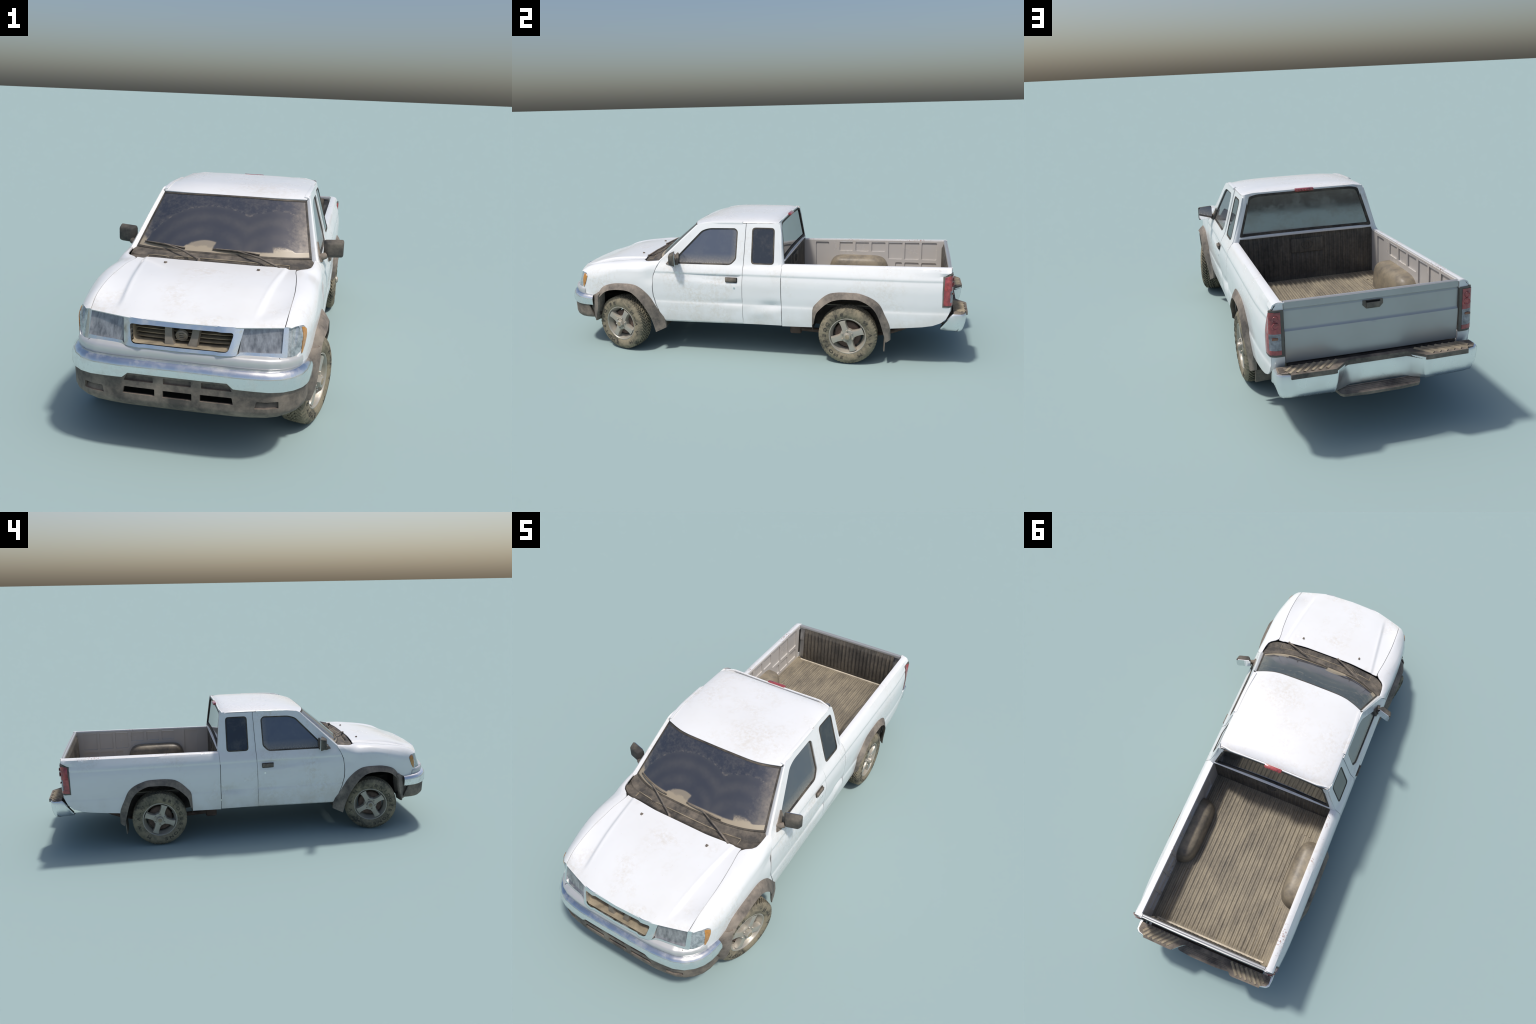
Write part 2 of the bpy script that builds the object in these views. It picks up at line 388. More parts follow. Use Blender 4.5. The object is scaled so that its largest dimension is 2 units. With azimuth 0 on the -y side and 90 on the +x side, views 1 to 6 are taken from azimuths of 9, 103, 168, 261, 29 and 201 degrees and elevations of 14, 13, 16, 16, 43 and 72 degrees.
FL_OUT = [(-.797, .283), (-.766, .319), (-.724, .336), (-.678, .343), (-.629, .343), (-.594, .339), (-.564, .326), (-.526, .295), (-.498, .258), (-.471, .212), (-.442, .166), (-.437, .122)]
FL_IN = [(-.779, .268), (-.744, .297), (-.71, .309), (-.675, .313), (-.64, .312), (-.608, .305), (-.582, .288), (-.553, .257), (-.533, .227), (-.514, .187), (-.502, .149), (-.489, .101)]
RL_OUT = [(.296, .176), (.299, .255), (.323, .292), (.363, .328), (.388, .339), (.442, .345), (.503, .344), (.549, .332), (.583, .316), (.609, .293), (.631, .25), (.658, .181), (.660, .125)]
RL_IN = [(.306, .186), (.318, .235), (.337, .260), (.371, .290), (.398, .304), (.449, .313), (.504, .313), (.540, .302), (.572, .281), (.594, .254), (.611, .214), (.625, .165), (.639, .116)]
FL_OUT, RL_OUT = [[(y, z + .002) for y, z in L] for L in (FL_OUT, RL_OUT)]
FL_IN, RL_IN = [[(y, z + .005 * (z > .12)) for y, z in L] for L in (FL_IN, RL_IN)]
def midline(A, B, f=.45): return [(lerp(a[0], b[0], f), lerp(a[1], b[1], f)) for a, b in zip(A, B)]

def bulge(y, z):
    """creases pressed into door and rear cab side"""
    d = 0.
    top = .404; low = lerp(.388, .364, sstep(-.47, -.06, y))
    if low - .004 < z < top and -.47 < y < -.04:
        d -= .0055 * sstep(-.47, -.15, y) * sstep(low - .004, low + .006, z) * (1 - sstep(-.055, -.043, y))
    d -= .0045 * math.exp(-((y + .05) / .10) ** 2 - ((z - .268) / .013) ** 2)
    return d
def dent(y, z):
    """the knock in the rear cab side, with the crumpled sill below it"""
    g = math.exp(-((y - .105) / .05) ** 2 - ((z - .264) / .017) ** 2)
    h = math.exp(-((y - .04) / .05) ** 2 - ((z - .225) / .022) ** 2)
    return -.0095 * g + .004 * h
def fender_scoop(y, z):
    return -.006 * math.exp(-((y + .50) / .055) ** 2 - ((z - .372) / .026) ** 2) * sstep(.42, .40, z)

DOOR_WIN = [(-.405, .449), (-.250, .607), (-.215, .619), (-.082, .621), (-.068, .608), (-.071, .478), (-.098, .450)]
Q_WIN = [(.004, .46), (.004, .622), (.108, .622), (.110, .46)]
for s in (1, -1):
    o = (s, 0, 0)
    # ---- front fender
    arch = midline(FL_OUT, FL_IN)
    fo = [(-.908, .445)] + [(y, z2t(y, z)) for y, z in ((-.904, .384), (-.884, .3845), (-.864, .381), (-.855, .371), (-.868, .345), (-.890, .314), (-.903, .303))] + [(-.905, .272), (-.83, .272)] + arch[:-2] + \
         [(-.445, .162), (-.470, .205), (-.486, .249), (-.4965, .29), (-.498, .335), (-.4925, .392), (-.4815, .405), (-.4715, .418), (-.4630, .430), (-.4570, .445)]
    fen = panel('fender', fo, lambda y, t: mir(s, tuple(Vector(fender_pt(y, t)) + Vector((fender_scoop(y, t), 0, 0)))), PAINT, outward=o, du=.014, dv=.012, thick=.005, vlines=(.405, .4, .442, .44), angle=40)
    # ---- door
    A = [(-.447, .164), (-.466, .205), (-.482, .249), (-.4925, .29), (-.494, .335), (-.488, .392), (-.475, .425), (-.455, .462), (-.27, .634), (-.255, .640), (-.030, .6435), (-.037, .434), (-.0405, .30), (-.040, .170)]
    def door_pt(y, z): return mir(s, (side_x(y, z) + bulge(y, z) + .0035 * sstep(.40, .5, z) + .0, y, z))
    win = rounded(DOOR_WIN, [.006, .012, .02, .008, .008, .01, .016], 3)
    door = panel('door', A, door_pt, PAINT, holes=[win], outward=o, du=.016, dv=.01, thick=.006, vlines=(.256, .2605, .266, .397, .4035, .407, .4105, .414), angle=30)
    gw = rounded(inset(DOOR_WIN, -.002), .008, 3)
    panel('door_window_seal', rounded(inset(DOOR_WIN, -.003), .01, 3), lambda y, z: mir(s, (side_x(y, z) - .0005, y, z)), RUBBER, door, holes=[rounded(inset(DOOR_WIN, .0065), .008, 3)], outward=o, thick=.004)
    panel('door_window', gw, lambda y, z: mir(s, (side_x(y, z) - .003, y, z)), GLASS_D, door, outward=o, thick=.003)
    # handle
    hx = side_x(-.092, .38)
    box('door_handle_recess', (s * (hx - .0055), -.0925, .3785), (.006, .060, .032), RUBBER, door, .003)
    box('door_handle', (s * (hx + .001), -.0925, .3835), (.008, .055, .017), PLASTIC, door, .003)
    tube('door_lock', [(s * (side_x(-.077, .345) - .004), -.077, .345), (s * (side_x(-.077, .345) + .0012), -.077, .345)], .005, CHROME, door, 12)
    # ---- rear cab side
    B = [(-.0380, .166), (-.0385, .30), (-.0350, .434), (-.0282, .6435), (.120, .6435), (.136, .638), (.143, .60), (.150, .47), (.151, .44), (.1485, .40), (.1495, .166)]
    quarter = panel('cab_side', B, lambda y, z: mir(s, (side_x(y, z) + dent(y, z) - .004 * sstep(.10, .151, y) * sstep(.44, .47, z), y, z)), PAINT, outward=o,
                    holes=[rounded(Q_WIN, .016, 4)], du=.012, dv=.01, thick=.006, vlines=(.256, .2605, .266, .397, .4035, .407, .4105, .414), angle=30)
    panel('quarter_window_seal', rounded(inset(Q_WIN, -.003), .017, 4), lambda y, z: mir(s, (side_x(y, z) + .0004, y, z)), RUBBER, quarter, holes=[rounded(inset(Q_WIN, .003), .014, 4)], outward=o, thick=.005)
    panel('quarter_window', rounded(inset(Q_WIN, -.002), .015, 4), lambda y, z: mir(s, (side_x(y, z) - .001, y, z)), GLASS_Q, quarter, outward=o, thick=.003)
    # ---- sill
    ys = np.linspace(-.455, .15, 12)
    grid('sill', [[mir(s, (PROF(bottom_z(y) + h) - d, y, bottom_z(y) + h)) for h, d in ((.022, .004), (.016, .002), (.006, .001), (0, .006), (0, .05))] for y in ys], PAINT, outward=o, thick=.004)
    # ---- bed side
    arch = midline(RL_OUT, RL_IN)
    bo = [(.1535, .4895), (.1535, .44), (.1515, .40), (.1525, .163), (.297, .166)] + arch[:-1] + [(.662, .182), (.80, .196), (.845, .204), (.880, .218), (.902, .237), (.914, .262), (.919, .29),
          (.885, .2935), (.8825, .36), (.884, .424), (.894, .433), (.919, .442), (.919, .4895)]
    bed = panel('bed_side', bo, lambda y, t: mir(s, bed_pt(y, t)), PAINT_BED, outward=o, du=.018, dv=.01, thick=.005, vlines=(.256, .2605, .266, .397, .4035, .407, .4105, .414), angle=30)
    # rear corner post, below and above the lamp
    cz = [.236, .25, .275, .292]
    grid('bed_corner', [[mir(s, (x, yy - .02 * sstep(.27, .235, z), z)) for x, yy in ((side_x(.915, z), .914), (side_x(.92, z) - .004, .920), (.318, .924), (.300, .925), (.289, .924), (.289, .905))] for z in cz], PAINT, bed, outward=(0, 1, 0), thick=.004)
    grid('bed_corner', [[mir(s, (x, yy, z)) for x, yy in ((side_x(.915, z) - e, .9185), (.322 - e, .921), (.312 - e, .923), (.300, .924), (.289, .924), (.289, .905))] for z, e in ((.4415, 0), (.450, .004), (.460, .011), (.4665, .018))], PAINT, bed, outward=(0, 1, 0), thick=.004)
    # ---- inner wall of the bed with pressed frames
    rects = [((.218, .292), (.285, .443))] + [((a, b), (.394, .448)) for a, b in ((.351, .423), (.439, .511), (.526, .60))] + \
            [((a, b), (.355, .450)) for a, b in ((.617, .691), (.704, .78), (.793, .872))] + [((a, b), (.285, .338)) for a, b in ((.655, .691), (.704, .78), (.793, .872))]
    holes = [rounded([(a, c), (b, c), (b, d), (a, d)], .007, 3) for (a, b), (c, d) in rects]
    wall = panel('bed_inner_wall', [(.148, .266), (.306, .266), (.306, .338), (.600, .338), (.600, .266), (.905, .266), (.905, .460), (.148, .452)], lambda y, z: (s * .2915, y, z), INNER, bed, holes=holes, outward=(-s, 0, 0), thick=.0065, du=.1, dv=.1)
    for (a, b), (c, d) in rects:
        rr = rounded([(a - .001, c - .001), (b + .001, c - .001), (b + .001, d + .001), (a - .001, d + .001)], .006, 3)
        panel('pressed_panel', rr, lambda y, z: (s * .2965, y, z), INNER, wall, outward=(-s, 0, 0), thick=.002, du=.2, dv=.2)
    # ---- wheel box in the bed
    def wb(y, t):
        yy = (y - .4575) / .1635
        prof = max(0., 1 - abs(yy) ** 7) ** .5; wid = max(0., 1 - abs(yy) ** 5) ** .5
        S = [(.2155, .2685), (.218, .285), (.2195, .315), (.223, .338), (.231, .357), (.244, .3685), (.260, .3725), (.276, .3735), (.2925, .374)]
        k = t * (len(S) - 1); i = min(int(k), len(S) - 2); f = k - i
        x, z = lerp(S[i][0], S[i + 1][0], f), lerp(S[i][1], S[i + 1][1], f)
        return s * (.2925 - (.2925 - x) * (.10 + .90 * wid)), y, .268 + (z - .268) * prof
    yy = .4575 + .1635 * np.sin(np.linspace(-1, 1, 33) * math.pi / 2)
    grid('wheel_box', [[wb(y, t) for t in np.linspace(0, 1, 19)] for y in yy], BOX, bed, outward=(-s, 0, .5), thick=.002, angle=60)

    # ---- wheel arch flares: lip, outer edge and liner
    def flare(name, O, I, xo, xi, mat=FLARE):
        rows = []
        # densify
        f1 = [curve([(i, p[k]) for i, p in enumerate(O)]) for k in (0, 1)]; f2 = [curve([(i, p[k]) for i, p in enumerate(I)]) for k in (0, 1)]
        for q in np.linspace(0, len(O) - 1, len(O) * 3):
            oy, oz, iy, iz = f1[0](q), f1[1](q), f2[0](q), f2[1](q); k = q / (len(O) - 1)
            a, b = xo(oy, oz, k), xi(iy, iz, k)
            rows.append([mir(s, p) for p in ((a - .006, oy, oz), (a + .003, lerp(oy, iy, .03), lerp(oz, iz, .03)), (lerp(a, b, .5) + .002, lerp(oy, iy, .45), lerp(oz, iz, .45)), (b - .002, lerp(oy, iy, .9), lerp(oz, iz, .9)), (b, iy, iz), (b - .005, lerp(oy, iy, 1.02), lerp(oz, iz, 1.02)), (lerp(a, b, .4) - .008, lerp(oy, iy, .6), lerp(oz, iz, .6)))])
        return grid(name, rows, mat, outward=(s, 0, 0), thick=.003, angle=50)
    xo = lambda y, z, k: side_x(y, max(z, .165)) - .001
    fl = flare('wheel_arch_flare', FL_OUT, FL_IN, xo, lambda y, z, k: .376 - .012 * sstep(.2, 0, k) - .020 * sstep(.65, 1, k))
    flare('wheel_arch_flare', RL_OUT, RL_IN, xo, lambda y, z, k: .368 - .008 * sstep(.12, 0, k) - .012 * sstep(.75, 1, k))
    # lower front guard joining flare and bumper
    G = [(.290, .334, -.800, .362, -.778), (.276, .336, -.812, .364, -.787), (.24, .336, -.824, .363, -.789), (.20, .330, -.831, .360, -.797), (.165, .322, -.832, .354, -.808), (.14, .314, -.826, .344, -.818)]
    grid('wheel_arch_guard', [[mir(s, p) for p in ((a - .010, b - .020, z), (a, b, z), (lerp(a, c, .5) + .003, lerp(b, d, .5) - .004, z), (c, d, z), (c - .006, d + .006, z), (c - .05, d + .012, z))] for z, a, b, c, d in G], FLARE, fl, outward=(s, -1, 0), thick=.003)
    # mud flap behind the rear wheel
    grid('mud_flap', [[(s * x, .636 + .004 * math.sin(z * 60) + (.0 if x > .3 else -.004), z) for x in (.336, .30, .25, .220)] for z in (.25, .20, .15, .10, .066)], FLARE, outward=(0, 1, 0), thick=.004)
    # wheel well liners
    for (I, O_, nm) in ((FL_IN, FL_OUT, 'wheel_well'), (RL_IN, RL_OUT, 'wheel_well')):
        pts = [(lerp(q[0], p[0], .25), lerp(q[1], p[1], .25)) for p, q in zip(I, O_)]
        wi = .19 if I is FL_IN else .252
        if I is RL_IN: pts = [(y, z if .31 < y < .59 else min(z, .264)) for y, z in pts]
        pts = [(pts[0][0], .17)] + pts + [(pts[-1][0], .15)] if I is FL_IN else [(.299, .155)] + pts
        grid(nm, [[(s * x, y, z) for x in (.343, .30, wi)] for y, z in pts], UNDER, thick=.002, outward=(0, 0, -1))
        bm = bmesh.new(); vs = [bm.verts.new((s * wi, y, z)) for y, z in pts]; bm.faces.new(vs); bmesh.ops.triangulate(bm, faces=bm.faces[:])
        bm_to('wheel_well_wall', bm, UNDER)

# ------------------------------------------------------------------ hood
HC = curve([(-.975, .388), (-.958, .3915), (-.94, .398), (-.91, .406), (-.876, .4165), (-.82, .4315), (-.77, .4415), (-.72, .4475), (-.65, .453), (-.56, .4575)])
def hood_front(x): return curve([(0, -.956), (.14, -.949), (.18, -.939), (.22, -.927), (.274, -.910)])(abs(x))
def hood_rear(x): return curve([(0, -.577), (.1, -.577), (.2, -.569), (.262, -.564)])(abs(x))
def hood_pt(u, v):
    """u -1..1 across, v 0 front .. 1 rear"""
    y0 = lerp(-.911, -.566, v); xe = GAPX(min(y0, -.575)) - .0022; x = u * xe
    y = lerp(hood_front(x), hood_rear(x), v)
    a = abs(u); zg = GAPZ(y0)
    zc = HC(lerp(-.966, -.577, v))
    # crease line that runs back and outward
    xc = lerp(.186, .231, v) / xe
    w = sstep(xc - .02, xc + .04, a) * sstep(.03, .22, v)
    z = zc - .002 * a ** 2 - .0065 * w + .0015 * math.exp(-((a - xc + .015) / .02) ** 2) * sstep(.1, .3, v)
    edge = max(0, (a - .74) / .26)
    z = lerp(z, zg + .0005, edge ** 1.7 * sstep(0, .10, v))
    z -= .0025 * (1 - sstep(0, .03, v))
    return x, y, z
vv = np.concatenate([[0, .004, .01, .018, .028, .04], np.linspace(.06, 1, 36)])
rows = []
for v in vv: rows.append([hood_pt(u, v) for u in np.sin(np.linspace(-1, 1, 121) * math.pi / 2)])
lip = [(p[0], p[1] + .014, p[2] - .005) for p in rows[0]]; lip1 = [(p[0], p[1] + .002, p[2] - .0035) for p in rows[0]]
hood = grid('hood', [lip, lip1] + rows, PAINT, outward=(0, 0, 1), thick=.004, angle=60)
for s in (1, -1):
    x, y = s * .1485, -.619; z = HC(y) - .002
    box('washer_nozzle', (x, y, z + .003), (.011, .010, .008), PLASTIC, hood, .002, rot=Matrix.Rotation(R_(-6), 3, 'X'), taper=lambda c: (c.x * (1 if c.y > 0 else .6), c.y, c.z * (1 if c.y < 0 else .6)))
# engine bay filler so panel gaps read dark
box('engine_bay', (0, -.72, .315), (.46, .26, .13), BLACK, None, .01)

# ------------------------------------------------------------------ front plan curves
def resample(pts, step):
    P = [Vector(p) for p in pts]; out = [P[0]]
    for a, b in zip(P, P[1:]):
        n = max(1, int(round((b - a).length / step)))
        for i in range(1, n + 1): out.append(a.lerp(b, i / n))
    return out
def face_y(x, z):
    """front face of lamps and grille, z about .30 - .39"""
    c = curve([(0, -.984), (.10, -.981), (.14, -.975), (.167, -.960), (.22, -.949), (.267, -.936), (.285, -.926), (.303, -.911), (.315, -.893)])(abs(x))
    return c + .006 + .022 * (z - .32) / .06

# grille surround
def fpt(dx, off): return lambda x, z: (x, face_y(x, z) + off, z)
GO = [(-.167, .388), (.167, .388), (.153, .3165), (-.153, .3165)]
GI = [(-.143, .3735), (.143, .3735), (.131, .325), (-.131, .325)]
def frame_pt(x, z):
    # bulged face, lower toward rims
    d = min(abs(z - .345), .05)
    return (x, face_y(x, z) - .004 + (.004 if abs(x) < .1 else .0) , z)
surround = panel('grille_surround', rounded(GO, .005, 3), frame_pt, CHROME2, holes=[rounded(GI, .010, 4)], outward=(0, -1, 0), thick=.014, du=.012, dv=.012)
grid('grille_recess', [[(x * k, face_y(x, z) + d, .349 + (z - .349) * k) for x, z in rounded(GI, .010, 4)] for d, k in ((.002, 1.0), (.018, .985), (.060, .96))], GRILLE, surround, closed=True, thick=.0)
grid('grille_back', [[(x, face_y(x, .35) + .062, z) for z in (.318, .38)] for x in np.linspace(-.15, .15, 13)], m_plain('grille_shadow', (.05, .043, .033), .9), surround, outward=(0, -1, 0), thick=.002)
for i in range(4):
    z = .3335 + i * .0105
    hw = lerp(.128, .140, (z - .325) / .05)
    grid('grille_slat', [[(x, face_y(x, z) + d, z + e) for d, e in ((.034, -.0014), (.0325, .0014), (.054, .0026), (.054, -.0026))] for x in np.linspace(-hw, hw, 19)], GRILLE, surround, closed=True, caps=True)
for s in (1, -1):
    rows = []
    for k in np.linspace(0, 1, 7):
        z = lerp(.375, .3245, k); xi = lerp(.0255, .0155, k ** 2.2); xo = lerp(.0515, .0465, k)
        y = face_y(.03, z) + .018
        rows.append([(s * xi, y + .012, z), (s * (xi + .003), y, z), (s * (xo - .003), y, z), (s * xo, y + .012, z)])
    grid('grille_bar', rows, GRILLE_BAR, surround, outward=(0, -1, 0), thick=.003)
# badge: disc, ring and a bent bar mark
bc = Vector((0, face_y(0, .349) + .022, .349)); tilt = Matrix.Rotation(R_(20), 3, 'X')
bp = lambda a, r, th: bc + tilt @ Vector((r * math.cos(th), -a, r * math.sin(th)))
badge = revolve('badge', [(-.006, .017), (0.002, .017), (.004, .0155), (.004, .014), (.002, .013), (.002, .0001)], bp, GRILLE_BAR, surround, 28)
m = [(-.006, .007), (.006, .007), (.0, .0075), (-.006, .006), (-.006, .001), (.006, -.001), (.006, -.006), (-.006, -.007)]
tube('badge_mark', [bc + tilt @ Vector((a, -.0035, b)) for a, b in m], .0015, GRILLE_BAR, badge, 6)

# head lamps, chrome bezels, corner lamps
for s in (1, -1):
    HL = [(.157, .318), (.163, .3865), (.270, .3865), (.269, .3175)]
    F = lambda off: (lambda x, z: (s * x, face_y(x, z) + off, z))
    lamp = panel('headlamp', rounded(HL, [.003, .002, .006, .008], 3), F(.004), LAMP, outward=(0, -1, 0), thick=.006, du=.012, dv=.012)
    BZ = [(.150, .3155), (.161, .3235), (.268, .3215), (.2675, .386), (.2805, .386), (.2825, .312), (.276, .3055)]
    panel('headlamp_bezel', BZ, F(-.003), CHROME2, lamp, outward=(0, -1, 0), thick=.012, du=.012, dv=.01)
    # corner lamp wraps from face to side
    def wrap(u, z):
        # u: 0 at the bezel .. 1 at the rear tip on the flank
        S = [(.280, face_y(.280, z)), (.289, face_y(.289, z) + .001), (.297, face_y(.297, z) + .005), (.303, max(-.899, face_y(.299, z) + .004)), (fender_x(-.885, z) + .001, -.885), (fender_x(-.868, z) + .001, -.868), (fender_x(-.850, z) + .001, -.850)]
        k = u * (len(S) - 1); i = min(int(k), len(S) - 2); f = k - i
        x, y = lerp(S[i][0], S[i + 1][0], f), lerp(S[i][1], S[i + 1][1], f)
        return s * x, y, z
    CL = [(0, .304), (0, .385), (.3, .3855), (.70, .3845), (.86, .380), (.945, .371), (.90, .352), (.80, .328), (.66, .308), (.56, .303)]
    cl = panel('corner_lamp', CL, wrap, CORNER, lamp, outward=(s, -1, 0), thick=.006, du=.08, dv=.01)
    AM = [(.76, .381), (.86, .378), (.935, .370), (.885, .350), (.80, .328), (.70, .313), (.66, .309), (.64, .318), (.66, .340), (.72, .368)]
    panel('turn_signal', AM, lambda u, z: tuple(Vector(wrap(u, z)) + Vector((s * .0012, -.0012, 0))), AMBER, cl, outward=(s, -1, 0), thick=.004, du=.05, dv=.01)

# ------------------------------------------------------------------ front bumper
BPL = [(0, -.9965), (.06, -.9965), (.12, -.9955), (.16, -.9945), (.20, -.990), (.245, -.982), (.28, -.966), (.308, -.942), (.328, -.914), (.339, -.885), (.344, -.855), (.346, -.828)]
bx = resample([(x, y, 0) for x, y in BPL], .012)
arc = [0.]
for a, b in zip(bx, bx[1:]): arc.append(arc[-1] + (b - a).length)
SX = curve([(q, p.x) for q, p in zip(arc, bx)]); SY = curve([(q, p.y) for q, p in zip(arc, bx)]); XS = curve([(p.x, q) for q, p in zip(arc, bx) if True][:-1] + [(.3465, arc[-1])])
SMAX = arc[-1]
def bpt(sv, inw, z):
    a = min(abs(sv), SMAX); sg = 1 if sv >= 0 else -1
    e = .003; tx, ty = SX(min(a + e, SMAX)) - SX(max(a - e, 0)), SY(min(a + e, SMAX)) - SY(max(a - e, 0)); L = math.hypot(tx, ty) or 1
    nx, ny = ty / L, -tx / L
    if a < .004: nx, ny = 0, -1
    return sg * (SX(a) - nx * inw), SY(a) - ny * inw, z
def chrome_low(x):
    x = abs(x)
    return .2475 if x < .135 else lerp(.2475, .2335, min(1, (x - .135) / .016)) if x < .151 else lerp(.2335, .2235, (x - .151) / .18)
sv = sorted(set(np.round(np.linspace(-SMAX, SMAX, 85), 4)) | {round(q * w, 4) for q in (.1352, .1515, .143) for w in (1, -1)})
def bshift(a): return -.012 * (abs(a) / SMAX) ** 2
bumper = grid('front_bumper', [[bpt(a, i, z + bshift(a) * w) for i, z, w in ((.060, .283, 1), (.028, .2865, 1), (.014, .2855, 1), (.004, .278, 1), (0, .268, 1), (-.001, .258, .6), (.0, max(chrome_low(SX(abs(a))) + .004, 0), 0), (.002, chrome_low(SX(abs(a))), 0), (.010, chrome_low(SX(abs(a))) + .001, 0))] for a in sv], CHROME, outward=(0, -1, 0), thick=.003, angle=40)
# grey apron between bumper and lamps, parallel to the bumper
AS = SMAX - .055
def apron_row(q):
    k = (abs(q) / AS) ** 2.5; e = .0125 * k
    return [bpt(q, i, z - e) for i, z in ((.075, .326), (.046 + .012 * math.sin(math.pi * min(1, abs(q) / AS)) ** 2, .3215), (.026, .3155), (.0195, .311), (.0185, .302), (.0195, .292), (.024, .283), (.034, .277), (.05, .275))]
grid('front_apron', [apron_row(q) for q in np.linspace(-AS, AS, 71)], APRON_GREY, outward=(0, -1, 0), thick=.003, angle=50)
def val_in(z, a):
    k = (.25 - z) / .12
    return .006 + .004 * k + .05 * max(0, (.165 - z) / .04) ** 1.6
def val_bot(a): return lerp(.134, .153, sstep(.24, SMAX, abs(a)))
VO = [(q, .2415 if abs(q) < .14 else .232 if abs(q) < .2 else .2235) for q in (-SMAX, -.30, -.16, -.145, -.13, 0, .13, .145, .16, .30, SMAX)]
VO = [(-SMAX + .03, .226), (-.30, .227), (-.153, .235), (-.137, .2475), (.137, .2475), (.153, .235), (.30, .227), (SMAX - .03, .226), (SMAX - .002, .16), (SMAX - .01, .153), (.34, .150), (.27, .142), (.2, .139), (-.2, .139), (-.27, .142), (-.34, .150), (-SMAX + .01, .153), (-SMAX + .002, .16)]
low = []
for a, b, c, d in ((-.148, -.062, .185, .2055), (-.040, .040, .184, .2045), (.062, .148, .185, .2055)):
    low.append([(a - (.004 if a < -.1 else 0), c), (b + (.004 if b > .1 else 0), c), (b, d), (a, d)])
for a, b in ((-.152, -.062), (-.042, .042), (.062, .152)): low.append([(a + .004, .2235), (b - .004, .2235), (b - .004 - (.008 if b > .1 else 0), .2405), (a + .004 + (.008 if a < -.1 else 0), .2405)])
for q in (1, -1): low.append([(q * XS(.209), .1775), (q * XS(.273), .1775), (q * XS(.272), .1975), (q * XS(.213), .1975)])
valance = panel('front_valance', VO, lambda a, z: bpt(a, val_in(z, a), z), PLASTIC, bumper, holes=[rounded(h, .002, 2) for h in low], outward=(0, -1, 0), thick=.008, du=.018, dv=.010, angle=40)
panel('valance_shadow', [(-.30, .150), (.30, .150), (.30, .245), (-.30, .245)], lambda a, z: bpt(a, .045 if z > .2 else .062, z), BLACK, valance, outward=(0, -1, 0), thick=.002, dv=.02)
for q in (1, -1):
    panel('fog_recess', [(q * XS(.203), .172), (q * XS(.279), .172), (q * XS(.279), .190), (q * XS(.203), .190)], lambda a, z: bpt(a, .013 + .5 * max(0, z - .176), z), PLASTIC, valance, outward=(0, -1, 0), thick=.003)
panel('valance_upper_recess', [(-.16, .215), (.16, .215), (.16, .247), (-.16, .247)], lambda a, z: bpt(a, .016, z), PLASTIC, valance, outward=(0, -1, 0), thick=.002, dv=.05)
grid('bumper_underside', [[bpt(a, .06, .142), bpt(a, .16, .16)] for a in np.linspace(-.30, .30, 15)], UNDER, valance, thick=.003, outward=(0, 0, -1))

# ------------------------------------------------------------------ cowl, windscreen, pillars
def glass_low(x): return curve([(0, -.513), (.14, -.509), (.20, -.499), (.24, -.487), (.27, -.474), (.302, -.456)])(abs(x))
def glass_top(x): return curve([(0, -.312), (.13, -.310), (.17, -.306), (.205, -.297), (.26, -.276)])(abs(x))
ZL, ZT = .465, .634
def ws_pt(u, v, off=0.):
    xl, xt = u * .299, u * .257
    zl = lerp(ZL, .461, abs(u) ** 3); zt = lerp(.632, .625, abs(u) ** 2)
    x = lerp(xl, xt, v); y = lerp(glass_low(xl), glass_top(xt), v) - .002 * math.sin(math.pi * v); z = lerp(zl, zt, v)
    return x, y - off * .62, z + off * .78
us = np.linspace(-1, 1, 41)
grid('windscreen', [[ws_pt(u, v) for u in us] for v in np.linspace(0, 1, 17)], SCREEN, outward=(0, -1, 1), thick=.004, angle=60)
def seal_rows(w=.0055, off=.0014):
    per = [(u, 0) for u in us] + [(1, v) for v in np.linspace(0, 1, 13)[1:]] + [(u, 1) for u in us[::-1][1:]] + [(-1, v) for v in np.linspace(1, 0, 13)[1:-1]]
    R = []
    for u, v in per:
        ui, vi = u * (1 - w / .29), lerp(w / .2, 1 - w / .2, v)
        a, b = ws_pt(u * 1.006, v), ws_pt(u, v, off); c, d = ws_pt(ui, vi, off), ws_pt(ui, vi, -.001)
        R.append([a, b, c, d])
    R.append(R[0]); return R
grid('windscreen_seal', seal_rows(), RUBBER, outward=(0, -1, 1), thick=0)
def cowl_front(x): return curve([(0, -.573), (.1, -.573), (.2, -.565), (.262, -.560), (.28, -.551), (.295, -.540), (.304, -.526)])(abs(x))
rows = []
for u in np.concatenate([-np.sin(np.linspace(1, 0, 25) * math.pi / 2), np.sin(np.linspace(0, 1, 25) * math.pi / 2)[1:]]):
    xf, xb = u * .3065, u * .3075; r = []
    for v in (0, .06, .25, .45, .5, .55, .8, .95, 1.):
        x = lerp(xf, xb, v); y = lerp(cowl_front(xf), glass_low(xb) - .001, v)
        z = lerp(lerp(.4595, .443, abs(u) ** 2.2), lerp(.4655, .459, abs(u) ** 3), v) - (.004 if .06 < v < .5 else 0) - (.012 if v == 0 else 0) - .006 * math.sin(math.pi * v)
        r.append((x, y, z))
    rows.append(r)
cowl = grid('cowl', rows, COWL, outward=(0, 0, 1), thick=.004, angle=30)
def cowl_z(x, y):
    u = x / .304; v = (y - cowl_front(x)) / (glass_low(x) - cowl_front(x))
    return lerp(lerp(.4595, .443, abs(u) ** 2.2), lerp(.4655, .459, abs(u) ** 3), v) - (.004 if v < .5 else 0) - .006 * math.sin(math.pi * v)
